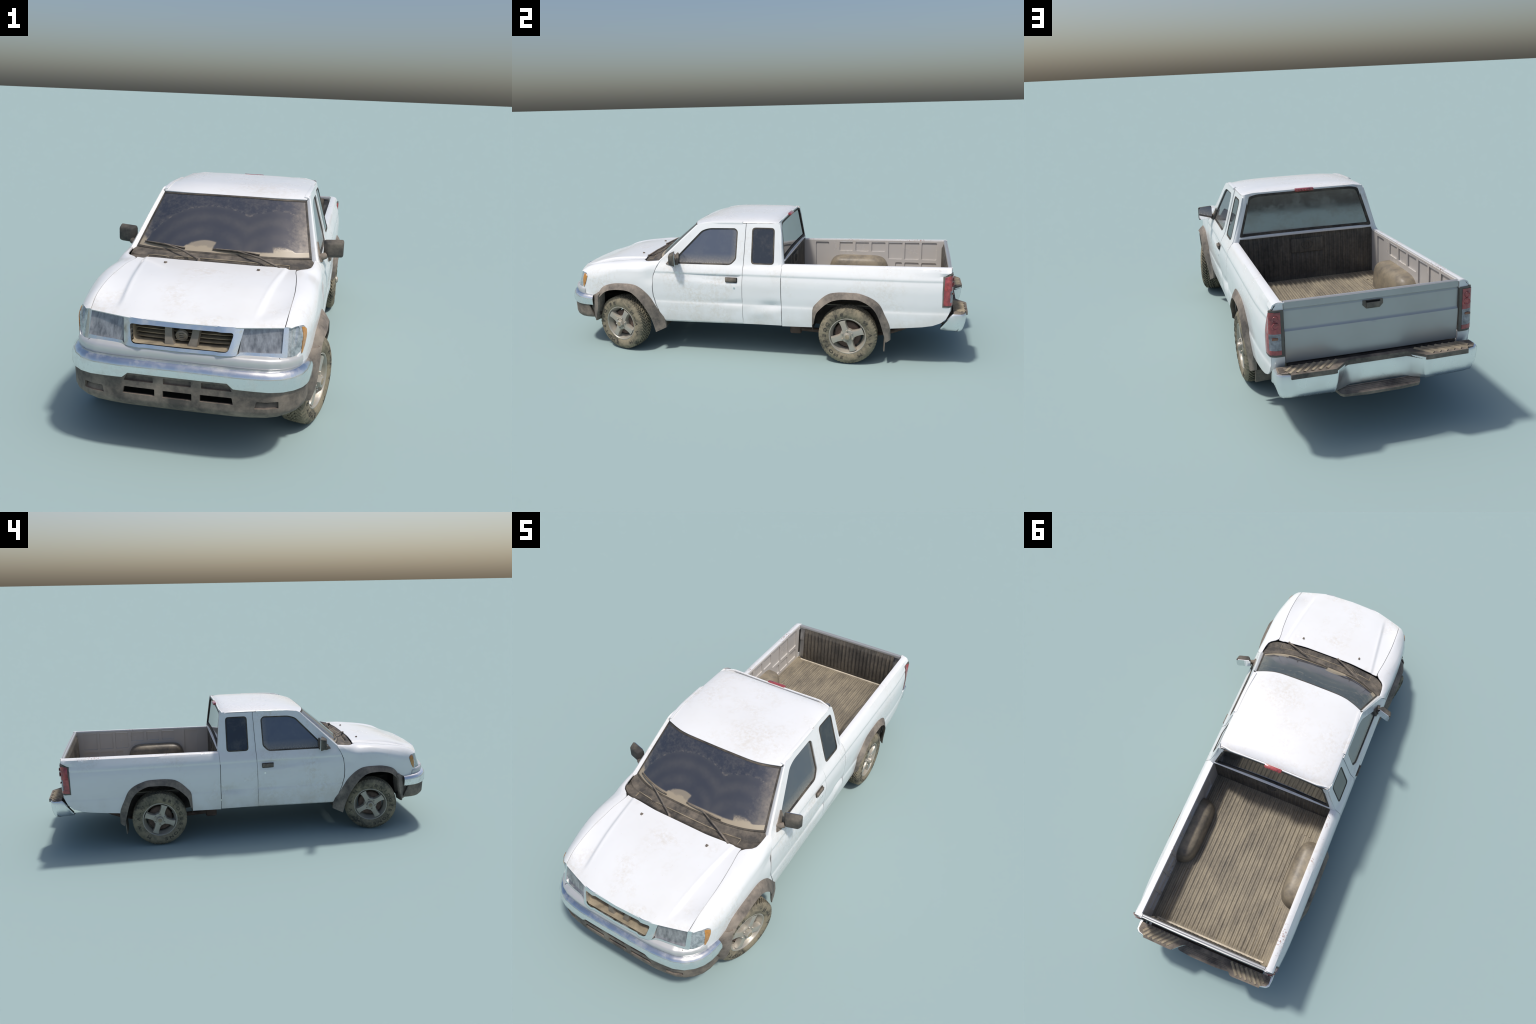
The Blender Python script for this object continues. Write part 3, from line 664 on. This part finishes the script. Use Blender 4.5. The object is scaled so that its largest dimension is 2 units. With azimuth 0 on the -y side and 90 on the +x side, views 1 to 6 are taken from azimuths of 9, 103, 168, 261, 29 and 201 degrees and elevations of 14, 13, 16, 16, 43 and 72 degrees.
for c in (-.14, .14 + .06 - .02):
    for i in range(11):
        x = c - .045 + i * .0085 + (.0 if c < 0 else -.03); y = lerp(cowl_front(x), glass_low(x), .30)
        box('cowl_vent', (x, y, cowl_z(x, y) + .0008), (.0035, .020, .003), COWL, cowl, .0008, 1)
for a, b in (((-.235, .06), (-.235, .5)), ((-.235, .5), (.235, .5)), ((.235, .5), (.235, .06))):
    pts = []
    for k in np.linspace(0, 1, 18):
        x = lerp(a[0], b[0], k); y = lerp(cowl_front(x), glass_low(x), lerp(a[1], b[1], k)); pts.append((x, y, cowl_z(x, y) + .001))
    tube('cowl_rib', pts, .0018, GRILLE, cowl, 6)
# wipers
for (px, py, pz), mid, e1, e2 in ((PIV[0], (-.192, .075), (-.270, .09), (-.118, .055)), (PIV[1], (.058, .055), (-.024, .075), (.133, .04))):
    def g(x, v, off): return Vector(ws_pt(x / lerp(.299, .257, v), v, off))
    b0 = Vector((px, py + .006, cowl_z(px, py + .006) + .006)); m_ = g(mid[0], mid[1], .011)
    w = tube('wiper', [b0, b0.lerp(m_, .45) + Vector((0, 0, .006)), m_], [.0042, .0034, .0022], PLASTIC, None, 8)
    tube('wiper_pivot', [b0 - Vector((0, 0, .008)), b0 + Vector((0, 0, .005))], [.006, .0045], PLASTIC, w, 10)
    tube('wiper_blade', [g(lerp(e1[0], e2[0], k), lerp(e1[1], e2[1], k), .004) for k in np.linspace(0, 1, 9)], .0026, RUBBER, w, 6)
    tube('wiper_bow', [g(lerp(e1[0], e2[0], k), lerp(e1[1], e2[1], k), .006 + .005 * math.sin(math.pi * k)) for k in np.linspace(.08, .92, 9)], .0018, PLASTIC, w, 6)
# A pillars between windscreen and door
for s in (1, -1):
    rows = []
    for v in np.linspace(-.06, 1.0, 15):
        p = Vector(ws_pt(1.004, v)); z = p.z + .001
        yd = lerp(-.459, -.272, v); zd = lerp(.4605, .6335, v); xd = side_x(yd, zd) + .0035
        q = Vector((xd, yd + .003, zd)); mid = p.lerp(q, .5) + Vector((.003, -.004, .004))
        rows.append([mir(s, c) for c in (p + Vector((-.004, .004, -.004)), p, mid, q, q + Vector((-.008, .004, -.004)))])
    grid('windscreen_pillar', rows, PAINT, outward=(s, -1, 0), thick=.0, angle=50)

# ------------------------------------------------------------------ roof
ZC = curve([(-.33, .625), (-.312, .633), (-.287, .6405), (-.24, .651), (-.186, .658), (-.11, .6615), (0, .6635), (.06, .6635), (.09, .662), (.112, .6585), (.126, .6535), (.136, .647)])
ZE = curve([(-.33, .620), (-.28, .628), (-.24, .638), (-.18, .6435), (0, .6455), (.085, .6455), (.12, .641), (.14, .635)])
def roof_rear(x): return .1235 + .010 * (abs(x) / .26) ** 3
def roof_pt(u, v):
    xe = lerp(.2575, .2625, sstep(0, .3, v)) - .008 * sstep(.88, 1, v); x = u * xe
    y = lerp(glass_top(x), roof_rear(x), v); yc = lerp(-.312, .1335, v); ye = lerp(-.277, .1335, v)
    zc, ze = ZC(yc), ZE(ye); k = (1 - abs(u) ** 3.6) ** .60
    return x, y, ze + (zc - ze) * k
vv = np.concatenate([np.linspace(0, .9, 28), np.linspace(.92, 1, 9)])
uu = np.sin(np.linspace(-1, 1, 61) * math.pi / 2)
roof = grid('roof', [[roof_pt(u, v) for u in uu] for v in vv], PAINT, outward=(0, 0, 1), thick=.004, angle=60)
for s in (1, -1):   # gutter moulding over the doors
    rows = []
    for v in np.linspace(.02, .56, 16):
        p = Vector(roof_pt(1, v)); rows.append([mir(s, p + Vector(d)) for d in ((-.008, 0, .006), (.0, 0, .006), (.0055, 0, .003), (.0065, 0, -.003), (-.002, 0, -.005))])
    grid('roof_moulding', rows, PAINT, roof, closed=True, caps=True, angle=50)

# ------------------------------------------------------------------ cab rear wall
def rear_y(x, z): return .1335 + .020 * (.655 - z) / .18 - .006 * (1 - min(1, abs(x) / .26) ** 2)
RW = [(-.300, .4665), (.300, .4665), (.304, .472), (.285, .54), (.262, .628), (.250, .647), (.215, .654), (-.215, .654), (-.250, .647), (-.262, .628), (-.285, .54), (-.304, .472)]
RWIN = [(-.282, .482), (.282, .482), (.236, .636), (.205, .6445), (-.205, .6445), (-.236, .636)]
rearwall = panel('cab_rear_wall', RW, lambda x, z: (x, rear_y(x, z) + .004 - .012 * sstep(.24, .30, abs(x) + (z - .47) * .25), z), PAINT, holes=[rounded(RWIN, [.006, .006, .02, .02, .02, .02], 4)], outward=(0, 1, 0), thick=.006, du=.02, dv=.015, angle=50)
panel('rear_window', rounded(inset(RWIN, -.003), .015, 4), lambda x, z: (x, rear_y(x, z) - .001, z), GLASS_R, rearwall, outward=(0, 1, 0), thick=.003, du=.03, dv=.03)
panel('rear_window_seal', rounded(inset(RWIN, -.003), [.006, .006, .02, .02, .02, .02], 4), lambda x, z: (x, rear_y(x, z) + .0042, z), RUBBER, rearwall, holes=[rounded(inset(RWIN, .007), [.005, .005, .018, .018, .018, .018], 4)], outward=(0, 1, 0), thick=.005, du=.03, dv=.03)
for s in (1, -1):   # rounded corner post from side to rear wall
    rows = []
    for z in np.linspace(.40, .648, 15):
        k = sstep(.43, .47, z); a = Vector((side_x(.14, z) - .004, lerp(.150, .137, (z - .45) / .2) - .012, z)); yr = rear_y(.27, z)
        xr = side_x(.14, z)
        rows.append([mir(s, c) for c in ((xr - .0015, yr - .022, z), (xr - .003, yr - .010, z), (xr - .0075, yr - .001, z), (xr - .015, yr + .0035, z), (xr - .030, yr + .0035, z))])
    grid('cab_corner_post', rows, PAINT, rearwall, outward=(s, 1, 0), thick=.0, angle=60)
bl = box('brake_light', (0, .1365, .6505), (.080, .016, .0115), RED, None, .003, 2, taper=lambda c: (c.x, c.y, c.z + (.002 if c.y < 0 else 0)))
for i in range(6): box('brake_light_cell', (-.030 + i * .012, .1450, .650), (.008, .003, .006), RED, bl, .001, 1)
# dark cabin core keeps gaps closed
grid('cabin_core', [[(x, y, z) for x, y in ((-w, a), (w, a), (w, b), (-w, b))] for z, w, a, b in ((.2, .30, -.45, .14), (.43, .30, -.45, .14), (.455, .295, -.43, .135), (.62, .245, -.24, .115), (.635, .20, -.22, .09))], BLACK, None, closed=True, caps=True)

# ------------------------------------------------------------------ cargo bed
# floor: rounded ribs running fore and aft
ribs = 25; pitch = .0205
xs = []; x0 = -.2865
def floor_z(x):
    k = x / pitch; f = abs(k - round(k)) * 2  # 0 on crest
    return .2695 + (.0045 * (1 - sstep(.35, .75, f)) if abs(x) < ribs * pitch / 2 else 0)
xs = np.unique(np.round(np.concatenate([np.linspace(-.294, .294, 12), np.arange(-ribs * pitch / 2, ribs * pitch / 2 + 1e-6, pitch / 8)]), 5))
def floor_pt(x, y):
    z = floor_z(x); e = sstep(.172, .186, y) * (1 - sstep(.866, .880, y))
    if abs(x) > .205 and .275 < y < .635: e *= 0
    if abs(x) > .25: e = 0
    return x, y, .2695 + (z - .2695) * e
ysf = [.150, .170, .176, .182, .19, .268, .274, .276, .4, .5, .6, .634, .636, .642, .75, .86, .866, .872, .878, .885, .905]
bedfloor = grid('bed_floor', [[floor_pt(x, y) for x in xs] for y in ysf], BED, outward=(0, 0, 1), thick=.004, angle=60)
# front wall of the bed, vertical ribs and a plain plaque with a ring emblem
def wall_y(x, z):
    k = x / .0205; f = abs(k - round(k)) * 2
    e = sstep(.29, .30, z) * (1 - sstep(.448, .456, z)) * (1 if abs(x) < .255 else 0)
    if abs(x) < .075 and z > .385: e = 0
    return .1535 + .003 * (1 - sstep(.3, .75, f)) * e
zs = [.255, .288, .293, .299, .305, .35, .384, .386, .43, .447, .452, .457, .469]
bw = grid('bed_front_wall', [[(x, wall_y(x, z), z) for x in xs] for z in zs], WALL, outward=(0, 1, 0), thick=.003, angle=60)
box('wall_plaque', (0, .1565, .4185), (.14, .006, .060), WALL, bw, .002)
def ring_pts(r, n=24): return [(r * 1.25 * math.cos(2 * math.pi * i / n), .1612, .420 + r * math.sin(2 * math.pi * i / n)) for i in range(n + 1)]
tube('plaque_emblem', ring_pts(.019), .0017, WALL, bw, 6); tube('plaque_emblem', [(.012 - .024 * k, .1612, .420 + .010 * math.cos(k * 9)) for k in np.linspace(0, 1, 12)], .0017, WALL, bw, 6)
box('bed_front_rail', (0, .1555, .4725), (.575, .012, .008), PAINT, bw, .002)
# tailgate
def tg_y(z): return -.0115 + curve([(.262, .929), (.30, .931), (.370, .9345), (.378, .930), (.386, .929), (.436, .930), (.4425, .928), (.446, .933), (.470, .931)])(z)
TG = [(-.2865, .267), (.2865, .267), (.2865, .4655), (-.2865, .4655)]
tg = panel('tailgate', TG, lambda x, z: (x, tg_y(z) + .003 * (1 - (x / .29) ** 2), z), GATE, outward=(0, 1, 0), thick=.006, du=.03, dv=.015, vlines=(.372, .375, .378, .381, .384, .438, .4405, .4425, .444, .446), angle=25)
grid('tailgate_cap', [[(x, y, z) for y, z in ((.9195, .458), (.9195, .4635), (.9165, .467), (.911, .468), (.907, .4665), (.905, .4625), (.905, .452))] for x in np.linspace(-.2865, .2865, 12)], GATE, tg, outward=(0, 0, 1), thick=.002, angle=50)
def tgi_y(x, z):
    k = x / .0205; f = abs(k - round(k)) * 2
    return lerp(.899, .9065, sstep(.437, .452, z)) - .004 * (1 - sstep(.3, .75, f)) * sstep(.285, .295, z) * (1 - sstep(.432, .442, z)) * (1 if abs(x) < .265 else 0)
xs2 = xs[(xs > -.286) & (xs < .286)]
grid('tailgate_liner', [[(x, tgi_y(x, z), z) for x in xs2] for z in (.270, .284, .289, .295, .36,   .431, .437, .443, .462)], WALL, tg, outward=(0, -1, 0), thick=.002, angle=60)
box('tailgate_sill', (0, .890, .2715), (.53, .008, .006), m_plain('pale_edge_trim', (.60, .53, .42), .7), tg, .001)
hb = [(-.033, .440), (.033, .440), (.033, .425), (.022, .413), (-.022, .413), (-.033, .425)]
th = panel('tailgate_handle', [(x + .003, z) for x, z in hb], lambda x, z: (x, tg_y(z) + .0065, z), PLASTIC, tg, outward=(0, 1, 0), thick=.008)
box('tailgate_latch', (.003, .926, .4255), (.044, .006, .017), PLASTIC, th, .002)
box('tailgate_latch_slot', (.003, .926, .4365), (.046, .004, .003), BLACK, th, 0)
for s in (1, -1):
    box('tailgate_strut', (s * .279, .902, .262), (.006, .012, .03), GRILLE, tg, .001)
# body cavity under the bed so nothing shows through
box('bed_underside', (0, .64, .255), (.56, .56, .012), UNDER, None, .002)

# tail lamps
def tl_pt(s):
    def f(u, z):   # u 0 on the flank front edge .. 1 at the gate
        S = [(side_x(.884, z) + .0015, .8835 + .02 * max(0, z - .425)), (side_x(.905, z) + .002, .905), (.334, .915), (.329, .921), (.318, .926), (.305, .927), (.2895, .927)]
        k = u * (len(S) - 1); i = min(int(k), len(S) - 2); g = k - i
        return s * lerp(S[i][0], S[i + 1][0], g), lerp(S[i][1], S[i + 1][1], g), z
    return f
for s in (1, -1):
    f = tl_pt(s)
    off = lambda u, z, d: tuple(Vector(f(u, z)) + Vector((s * d * (1 if u < .6 else .2), d * (0 if u < .3 else 1), 0)))
    tl = panel('tail_lamp', [(0, .2925), (1, .2925), (1, .4445), (.35, .4445), (.2, .440), (0, .430)], f, LAMPGREY, outward=(s, 1, 0), thick=.008, du=.08, dv=.02, angle=50)
    panel('tail_lamp_red', [(.045, .369), (.90, .369), (.90, .438), (.33, .437), (.07, .427)], lambda u, z: off(u, z, .0016), RED, tl, outward=(s, 1, 0), thick=.003, du=.06, dv=.02, angle=50)
    panel('tail_lamp_side_red', [(.035, .300), (.33, .300), (.33, .369), (.045, .369)], lambda u, z: off(u, z, .0014), RED, tl, outward=(s, 1, 0), thick=.003, du=.06, dv=.02, angle=50)
    panel('tail_lamp_base_red', [(.33, .300), (.90, .300), (.90, .3145), (.33, .3145)], lambda u, z: off(u, z, .0016), RED, tl, outward=(s, 1, 0), thick=.003, du=.06, dv=.02, angle=50)
    panel('tail_lamp_clear', [(.33, .3145), (.90, .3145), (.90, .369), (.33, .369)], lambda u, z: off(u, z, .0012), SMOKE, tl, outward=(s, 1, 0), thick=.003, du=.06, dv=.02, angle=50)
    for (zc, rr, mt, uc) in ((.418, .010, RED, .70), (.395, .012, RED, .70), (.3535, .0, BROWN, .66)):
        c = Vector(f(uc, zc)) + Vector((0, .003, 0))
        if rr: revolve('lamp_ring', [(0, rr), (.0018, rr * .9), (.0018, rr * .75), (0, rr * .6), (.0006, .0001)], lambda a, r, th_: c + Vector((r * math.cos(th_), a, r * math.sin(th_))), mt, tl, 20)
        else: box('lamp_turn_insert', c - Vector((0, .001, 0)), (.020, .004, .008), mt, tl, .0018)

# ------------------------------------------------------------------ rear bumper
RB = [(.327, .880), (.332, .915), (.333, .95), (.330, .975), (.318, .986), (.29, .992), (.22, .996), (.155, .998), (.143, .996), (.103, .957), (.09, .951), (0, .951)]
path = resample([(x, y, 0) for x, y in RB], .008); path = path + [Vector((-p.x, p.y, 0)) for p in path[::-1][1:]]
rows = []
for i, p in enumerate(path):
    a, b = path[max(i - 1, 0)], path[min(i + 1, len(path) - 1)]; t = (b - a).normalized(); n = Vector((-t.y, t.x, 0))
    if n.y < 0 and abs(n.x) < .9: n = -n
    if abs(p.x) > .325: n = Vector((math.copysign(1, p.x), 0, 0)) if p.y < .965 else Vector((math.copysign(.7, p.x), .7, 0))
    ctr = 1 - sstep(.10, .145, abs(p.x)); end = max(0, min(1, (.930 - p.y) / .05)) * (1 if abs(p.x) > .32 else 0)
    lowz = lerp(.174, .176, ctr); tz = .2605
    if end: tz = lerp(tz, .198, end)
    S = ((.012, tz), (.003, tz - .001), (0, tz - .006), (.003 * (1 - ctr), lerp(tz, lowz, .5)), (.009 * (1 - ctr), lowz + .018), (.018 * (1 - ctr), lowz + .003), (.028 - .024 * ctr, lowz), (.05, lowz))
    rows.append([(p.x - n.x * d, p.y - n.y * d, z) for d, z in S])
rb = grid('rear_bumper', rows, STEEL, outward=(0, 1, 0), thick=.003, angle=45)
PADO = [(.322, .935), (.324, .966), (.314, .980), (.289, .987), (.288, .9975), (.22, .9985), (.158, 1.0), (.146, .998), (.106, .960), (.096, .9545), (-.096, .9545), (-.106, .960), (-.146, .998), (-.158, 1.0), (-.22, .9985), (-.288, .9975), (-.289, .987), (-.314, .980), (-.324, .966), (-.322, .935)]
pad = panel('bumper_step_pad', PADO, lambda x, y: (x, y, .2635), PLASTIC, rb, outward=(0, 0, 1), thick=.016, du=.05, dv=.05, angle=30)
for s in (1, -1):
    k = 0
    for i in range(7):
        x = .130 + i * .0235
        a = Vector((s * x, .939, .2635)); b = Vector((s * (x + .044), .988, .2635))
        if b.x * s > .300: b = a.lerp(b, (.300 - x) / .044)
        d = (b - a).normalized(); nrm = Vector((-d.y, d.x, 0)) * .0062
        grid('step_rib', [[p - nrm, p - nrm * .6 + Vector((0, 0, .003)), p + nrm * .6 + Vector((0, 0, .003)), p + nrm] for p in (a, b)], GRILLE, pad, outward=(0, 0, 1), thick=.001)
    for i in range(5): tube('step_rib', [(s * .302, .945 + i * .007, .264), (s * .319, .945 + i * .007, .264)], .0016, PLASTIC, pad, 6)
panel('bumper_lower_step', rounded([(-.146, .953), (.146, .953), (.129, .988), (.06, .994), (-.06, .994), (-.129, .988)], .008, 3), lambda x, y: (x, y, .177 - .009 * sstep(.955, .99, y)), PLASTIC, rb, outward=(0, 0, 1), thick=.010, du=.05, dv=.015)
for i in range(4): tube('lower_step_rib', [(-.115, .960 + i * .0065, .1785 - .009 * sstep(.955, .985, .960 + i * .0065)), (.115, .960 + i * .0065, .1785 - .009 * sstep(.955, .985, .960 + i * .0065))], .0014, PLASTIC, rb, 6)
box('bumper_bracket', (0, .922, .225), (.56, .03, .05), UNDER, rb, .004)

# ------------------------------------------------------------------ mirrors
for s in (1, -1):
    ang = R_(17) * s
    M = Matrix.Translation((s * .3665 + .0025, -.378, .4825)) @ Matrix.Rotation(ang, 4, 'Z')
    bm = bmesh.new(); bmesh.ops.create_cube(bm, size=1)
    for v in bm.verts:
        k = 1 if v.co.y > 0 else .68
        v.co = Vector((v.co.x * .074 * k, v.co.y * .029, v.co.z * .066 * k))
    bmesh.ops.bevel(bm, geom=bm.edges[:], offset=.007, segments=3, affect='EDGES', profile=.5)
    bmesh.ops.transform(bm, matrix=M, verts=bm.verts[:]); mh = bm_to('wing_mirror', bm, SHELL)
    bm = bmesh.new(); bmesh.ops.create_cube(bm, size=1)
    for v in bm.verts: v.co = Vector((v.co.x * .067, v.co.y * .002 + .0147, v.co.z * .059))
    bmesh.ops.bevel(bm, geom=[e for e in bm.edges if abs(e.verts[0].co.y - e.verts[1].co.y) > .001], offset=.006, segments=3, affect='EDGES')
    bmesh.ops.transform(bm, matrix=M, verts=bm.verts[:]); bm_to('mirror_pane', bm, MIRROR, mh)
    # stalk and sail plate
    tube('mirror_stalk', [(s * .312, -.405, .458), (s * .325, -.400, .456), (s * .342, -.390, .462)], [.013, .012, .011], PLASTIC, mh, 10)
    SP = [(-.425, .448), (-.418, .457), (-.367, .503), (-.362, .50), (-.362, .447), (-.40, .442)]
    panel('mirror_sail', SP, lambda y, z: (s * (side_x(y, z) + .0075), y, z), PLASTIC, mh, outward=(s, 0, 0), thick=.008)

# ------------------------------------------------------------------ wheels
TR, RR = .137, .0845
def add_wheel(c, steer, s, spin, hexcap):
    """s = +1: outer face toward +x. Built about the wheel centre in the frame (a = outward, r, theta)."""
    Mx = Matrix.Translation(c) @ Matrix.Rotation(steer, 4, 'Z')
    def P(a, r, th): return Mx @ Vector((s * a, -r * math.cos(th) * s * s, r * math.sin(th)))
    # tyre: cross-section then tread pattern pressed in
    sec = [(-.030, RR), (-.040, RR + .003), (-.046, .103), (-.045, .118), (-.040, .128), (-.035, .1325)]
    trd = [(a, TR - .0022 * (abs(a) / .035) ** 2) for a in np.linspace(-.034, .034, 23)]
    sec2 = [(.035, .1325), (.040, .128), (.045, .118), (.0465, .103), (.0405, RR + .003), (.030, RR)]
    prof = sec + trd + sec2; n = 432; rows = []; groove = []
    for a, r in prof:
        row = []
        for i in range(n):
            th = 2 * math.pi * i / n; d = 0
            if abs(a) <= .0341:
                ph = (th * 54 / (2 * math.pi) + abs(abs(a) - .017) * 75 * (1 if a > 0 else -1)) % 1
                d = .0035 if ph < .38 else 0
                if abs(abs(a) - .0125) < .0016 or abs(a) < .0012: d = .0045
            elif .034 < abs(a) < .041 and r > .125:
                d = .0012 if (th * 54 / (2 * math.pi)) % 1 < .4 else 0
            row.append(P(a, r - d, th)); groove.append(d > .003)
        rows.append(row)
    tyre = grid('wheel', rows, [TYRE, TREAD], closed=True, angle=40)
    me_ = tyre.data
    if len(me_.polygons) == (len(prof) - 1) * n:
        ix = [1 if (groove[k] and groove[k + n]) else 0 for k in range((len(prof) - 1) * n)]
        me_.polygons.foreach_set('material_index', ix); me_.update()
    # rim barrel and lip
    rim = grid('wheel_rim', [[P(a, r, 2 * math.pi * i / 96) for i in range(96)] for a, r in ((-.034, .080), (-.03, .070), (.0, .0685), (.018, .0715), (.026, .0775), (.034, .0795), (.0385, .0815), (.041, .0835), (.0405, .0865), (.037, .0875))], RIM, tyre, closed=True, angle=40)
    grid('brake_drum', [[P(a, r, 2 * math.pi * i / 40) for i in range(40)] for a, r in ((-.03, .062), (.012, .062), (.017, .058), (.017, .001))], RUSTY, rim, closed=True)
    # spokes
    HW = curve([(.018, .0235), (.026, .0205), (.036, .0158), (.048, .0138), (.062, .0142), (.072, .0165), (.079, .0200)]); HT = curve([(.018, .0365), (.03, .0385), (.045, .0390), (.06, .0390), (.072, .0385), (.080, .0370)])
    for k in range(4):
        th0 = spin + k * math.pi / 2; rows = []
        for r in np.linspace(.018, .0775, 13):
            w = HW(r); h = HT(r); row = []
            for dx, dh in ((-1.05, -.022), (-1, -.006), (-.84, 0), (-.3, .0008), (.3, .0008), (.84, 0), (1, -.006), (1.05, -.022)):
                q = math.atan2(dx * w, math.sqrt(max(r * r - (dx * w) ** 2, 1e-6))); row.append(P(h + dh, r, th0 + q))
            rows.append(row)
        grid('wheel_spoke', rows, RIM, rim, angle=40)
    hub = grid('wheel_hub', [[P(a, r, 2 * math.pi * i / 48) for i in range(48)] for a, r in ((.002, .035), (.029, .0345), (.0365, .0325), (.0392, .029), (.0392, .0005))], RIM, rim, closed=True)
    ncap = 6 if hexcap else 32
    cap = ((.024, .0185), (.044, .0175), (.0495, .016), (.053, .0135), (.0535, .0005)) if not hexcap else ((.024, .021), (.038, .0205), (.052, .017), (.054, .014), (.0535, .0005))
    grid('hub_cap', [[P(a, r * (1 + (.05 if hexcap and i % 2 else 0)), 2 * math.pi * i / ncap + .2) for i in range(ncap)] for a, r in cap], RIM, hub, closed=True, angle=25)
    grid('hub_cap_disc', [[P(a, r, 2 * math.pi * i / 24) for i in range(24)] for a, r in ((cap[-1][0] - .002, .011), (cap[-1][0] + .0012, .0105), (cap[-1][0] + .0012, .0005))], GRILLE, hub, closed=True)
    for k in range(6):
        th = spin + .3 + k * math.pi / 3; q0 = P(.037, .0265, th); ax = (P(.044, .0265, th) - q0).normalized()
        tube('wheel_nut', [q0, q0 + ax * .006, q0 + ax * .008], [.0042, .0042, .0025], RIM, hub, 6)
    # raised lettering on the side wall (outlined letters, mirrored on the left side as on the original)
    def letter(ch, ang, rad, h):
        cu = bpy.data.curves.new('lettering', 'FONT'); cu.body = ch; cu.size = h * 1.4; cu.align_x = 'CENTER'; cu.fill_mode = 'NONE'; cu.bevel_depth = .0006; cu.bevel_resolution = 0; cu.resolution_u = 2
        ob = bpy.data.objects.new('lettering', cu); bpy.context.scene.collection.objects.link(ob)
        dg = bpy.context.evaluated_depsgraph_get(); me = bpy.data.meshes.new_from_object(ob.evaluated_get(dg)); bpy.data.objects.remove(ob); bpy.data.curves.remove(cu)
        V = []
        for v in me.vertices:
            x, y, z = v.co; r = rad - h / 2 + y; th = ang - x * 1.35 / rad
            k = min(1, max(0, (r - .087) / .03)); a = .0405 + .0065 * math.sin(math.pi * min(1, k) ** .8 * .75) + z * .6
            V.append(P(a, r, th))
        F = [list(p.vertices) for p in me.polygons]; bpy.data.meshes.remove(me); return V, F
    V, F = [], []
    for ch, deg in [(c_, 76 - i * 15.2) for i, c_ in enumerate('BRIDGESTONE')] + [('N', 140), ('-', 157), ('A', 173), ('V', 197), ('M', 236)]:
        v, f = letter(ch, R_(deg), .1075, .0155); k = len(V); V += v; F += [[i + k for i in q] for q in f]
    me = bpy.data.meshes.new('tyre_lettering'); me.from_pydata([tuple(v) for v in V], [], F); me.update(); finish('tyre_lettering', me, LETTER, tyre, 60)
    return tyre
ST = R_(15)
# the front wheels are steered; pivots sit a little inboard of the tyres
for s, nm in ((1, 'l'), (-1, 'r')):
    off = Vector((s * .015, 0, 0)); off.rotate(Matrix.Rotation(-ST, 3, 'Z'))
    add_wheel(Vector((s * .303 - (.004 if s < 0 else 0), -.661 + (.010 if s < 0 else -.001), TR)) + off, -ST, s, R_(32), True)
    add_wheel(Vector((s * .3155, .4635, TR)), 0, s, R_(70), False)

# ------------------------------------------------------------------ underbody
fr = box('chassis_rail', (.17, .05, .185), (.04, 1.70, .045), UNDER, None, .004)
r2 = fr.copy(); r2.location.x = -.34; bpy.context.scene.collection.objects.link(r2)
box('floor_pan', (0, -.15, .19), (.58, .58, .02), UNDER, None, .004)
box('floor_pan', (0, -.16, .165), (.54, .56, .02), UNDER, None, .004)
tube('rear_axle', [(-.27, .4635, TR), (-.05, .4635, TR), (0, .4635, TR), (.05, .4635, TR), (.27, .4635, TR)], [.018, .018, .045, .018, .018], RUSTY, None, 14)
tube('front_axle', [(-.25, -.66, TR), (0, -.66, TR + .01), (.25, -.66, TR)], [.014, .02, .014], RUSTY, None, 10)
tube('drive_shaft', [(0, -.2, .165), (0, .42, .14)], .014, RUSTY, None, 12)
tube('exhaust_pipe', [(.09, -.3, .165), (.1, .1, .155), (.11, .3, .15)], .012, RUSTY, None, 10)
for s in (1, -1):
    ls = tube('leaf_spring', [(s * .195, y, .096 + .012 * ((y - .46) / .29) ** 2 + (.05 * max(0, (y - .55) / .2) ** 2)) for y in np.linspace(.19, .75, 13)], .012, RUSTY, None, 8)
    box('spring_hanger', (s * .195, .192, .118), (.035, .058, .075), RUSTY, ls, .012, 3)
    box('spring_hanger', (s * .195, .75, .17), (.03, .03, .05), RUSTY, ls, .008, 2)
    tube('shock_absorber', [(s * .2, .40, .12), (s * .17, .33, .24)], .012, RUSTY, None, 10)
    tube('suspension_arm', [(s * .25, -.66, .12), (s * .12, -.66, .15)], .014, RUSTY, None, 8)
    box('front_frame_horn', (s * .17, -.87, .20), (.04, .12, .05), UNDER, None, .004)

TRUCK.location.x = -.0025

box('splash_panel', (0, -.86, .262), (.58, .13, .012), BLACK, None, .002)
box('splash_panel', (0, -.68, .262), (.375, .26, .012), BLACK, None, .002)
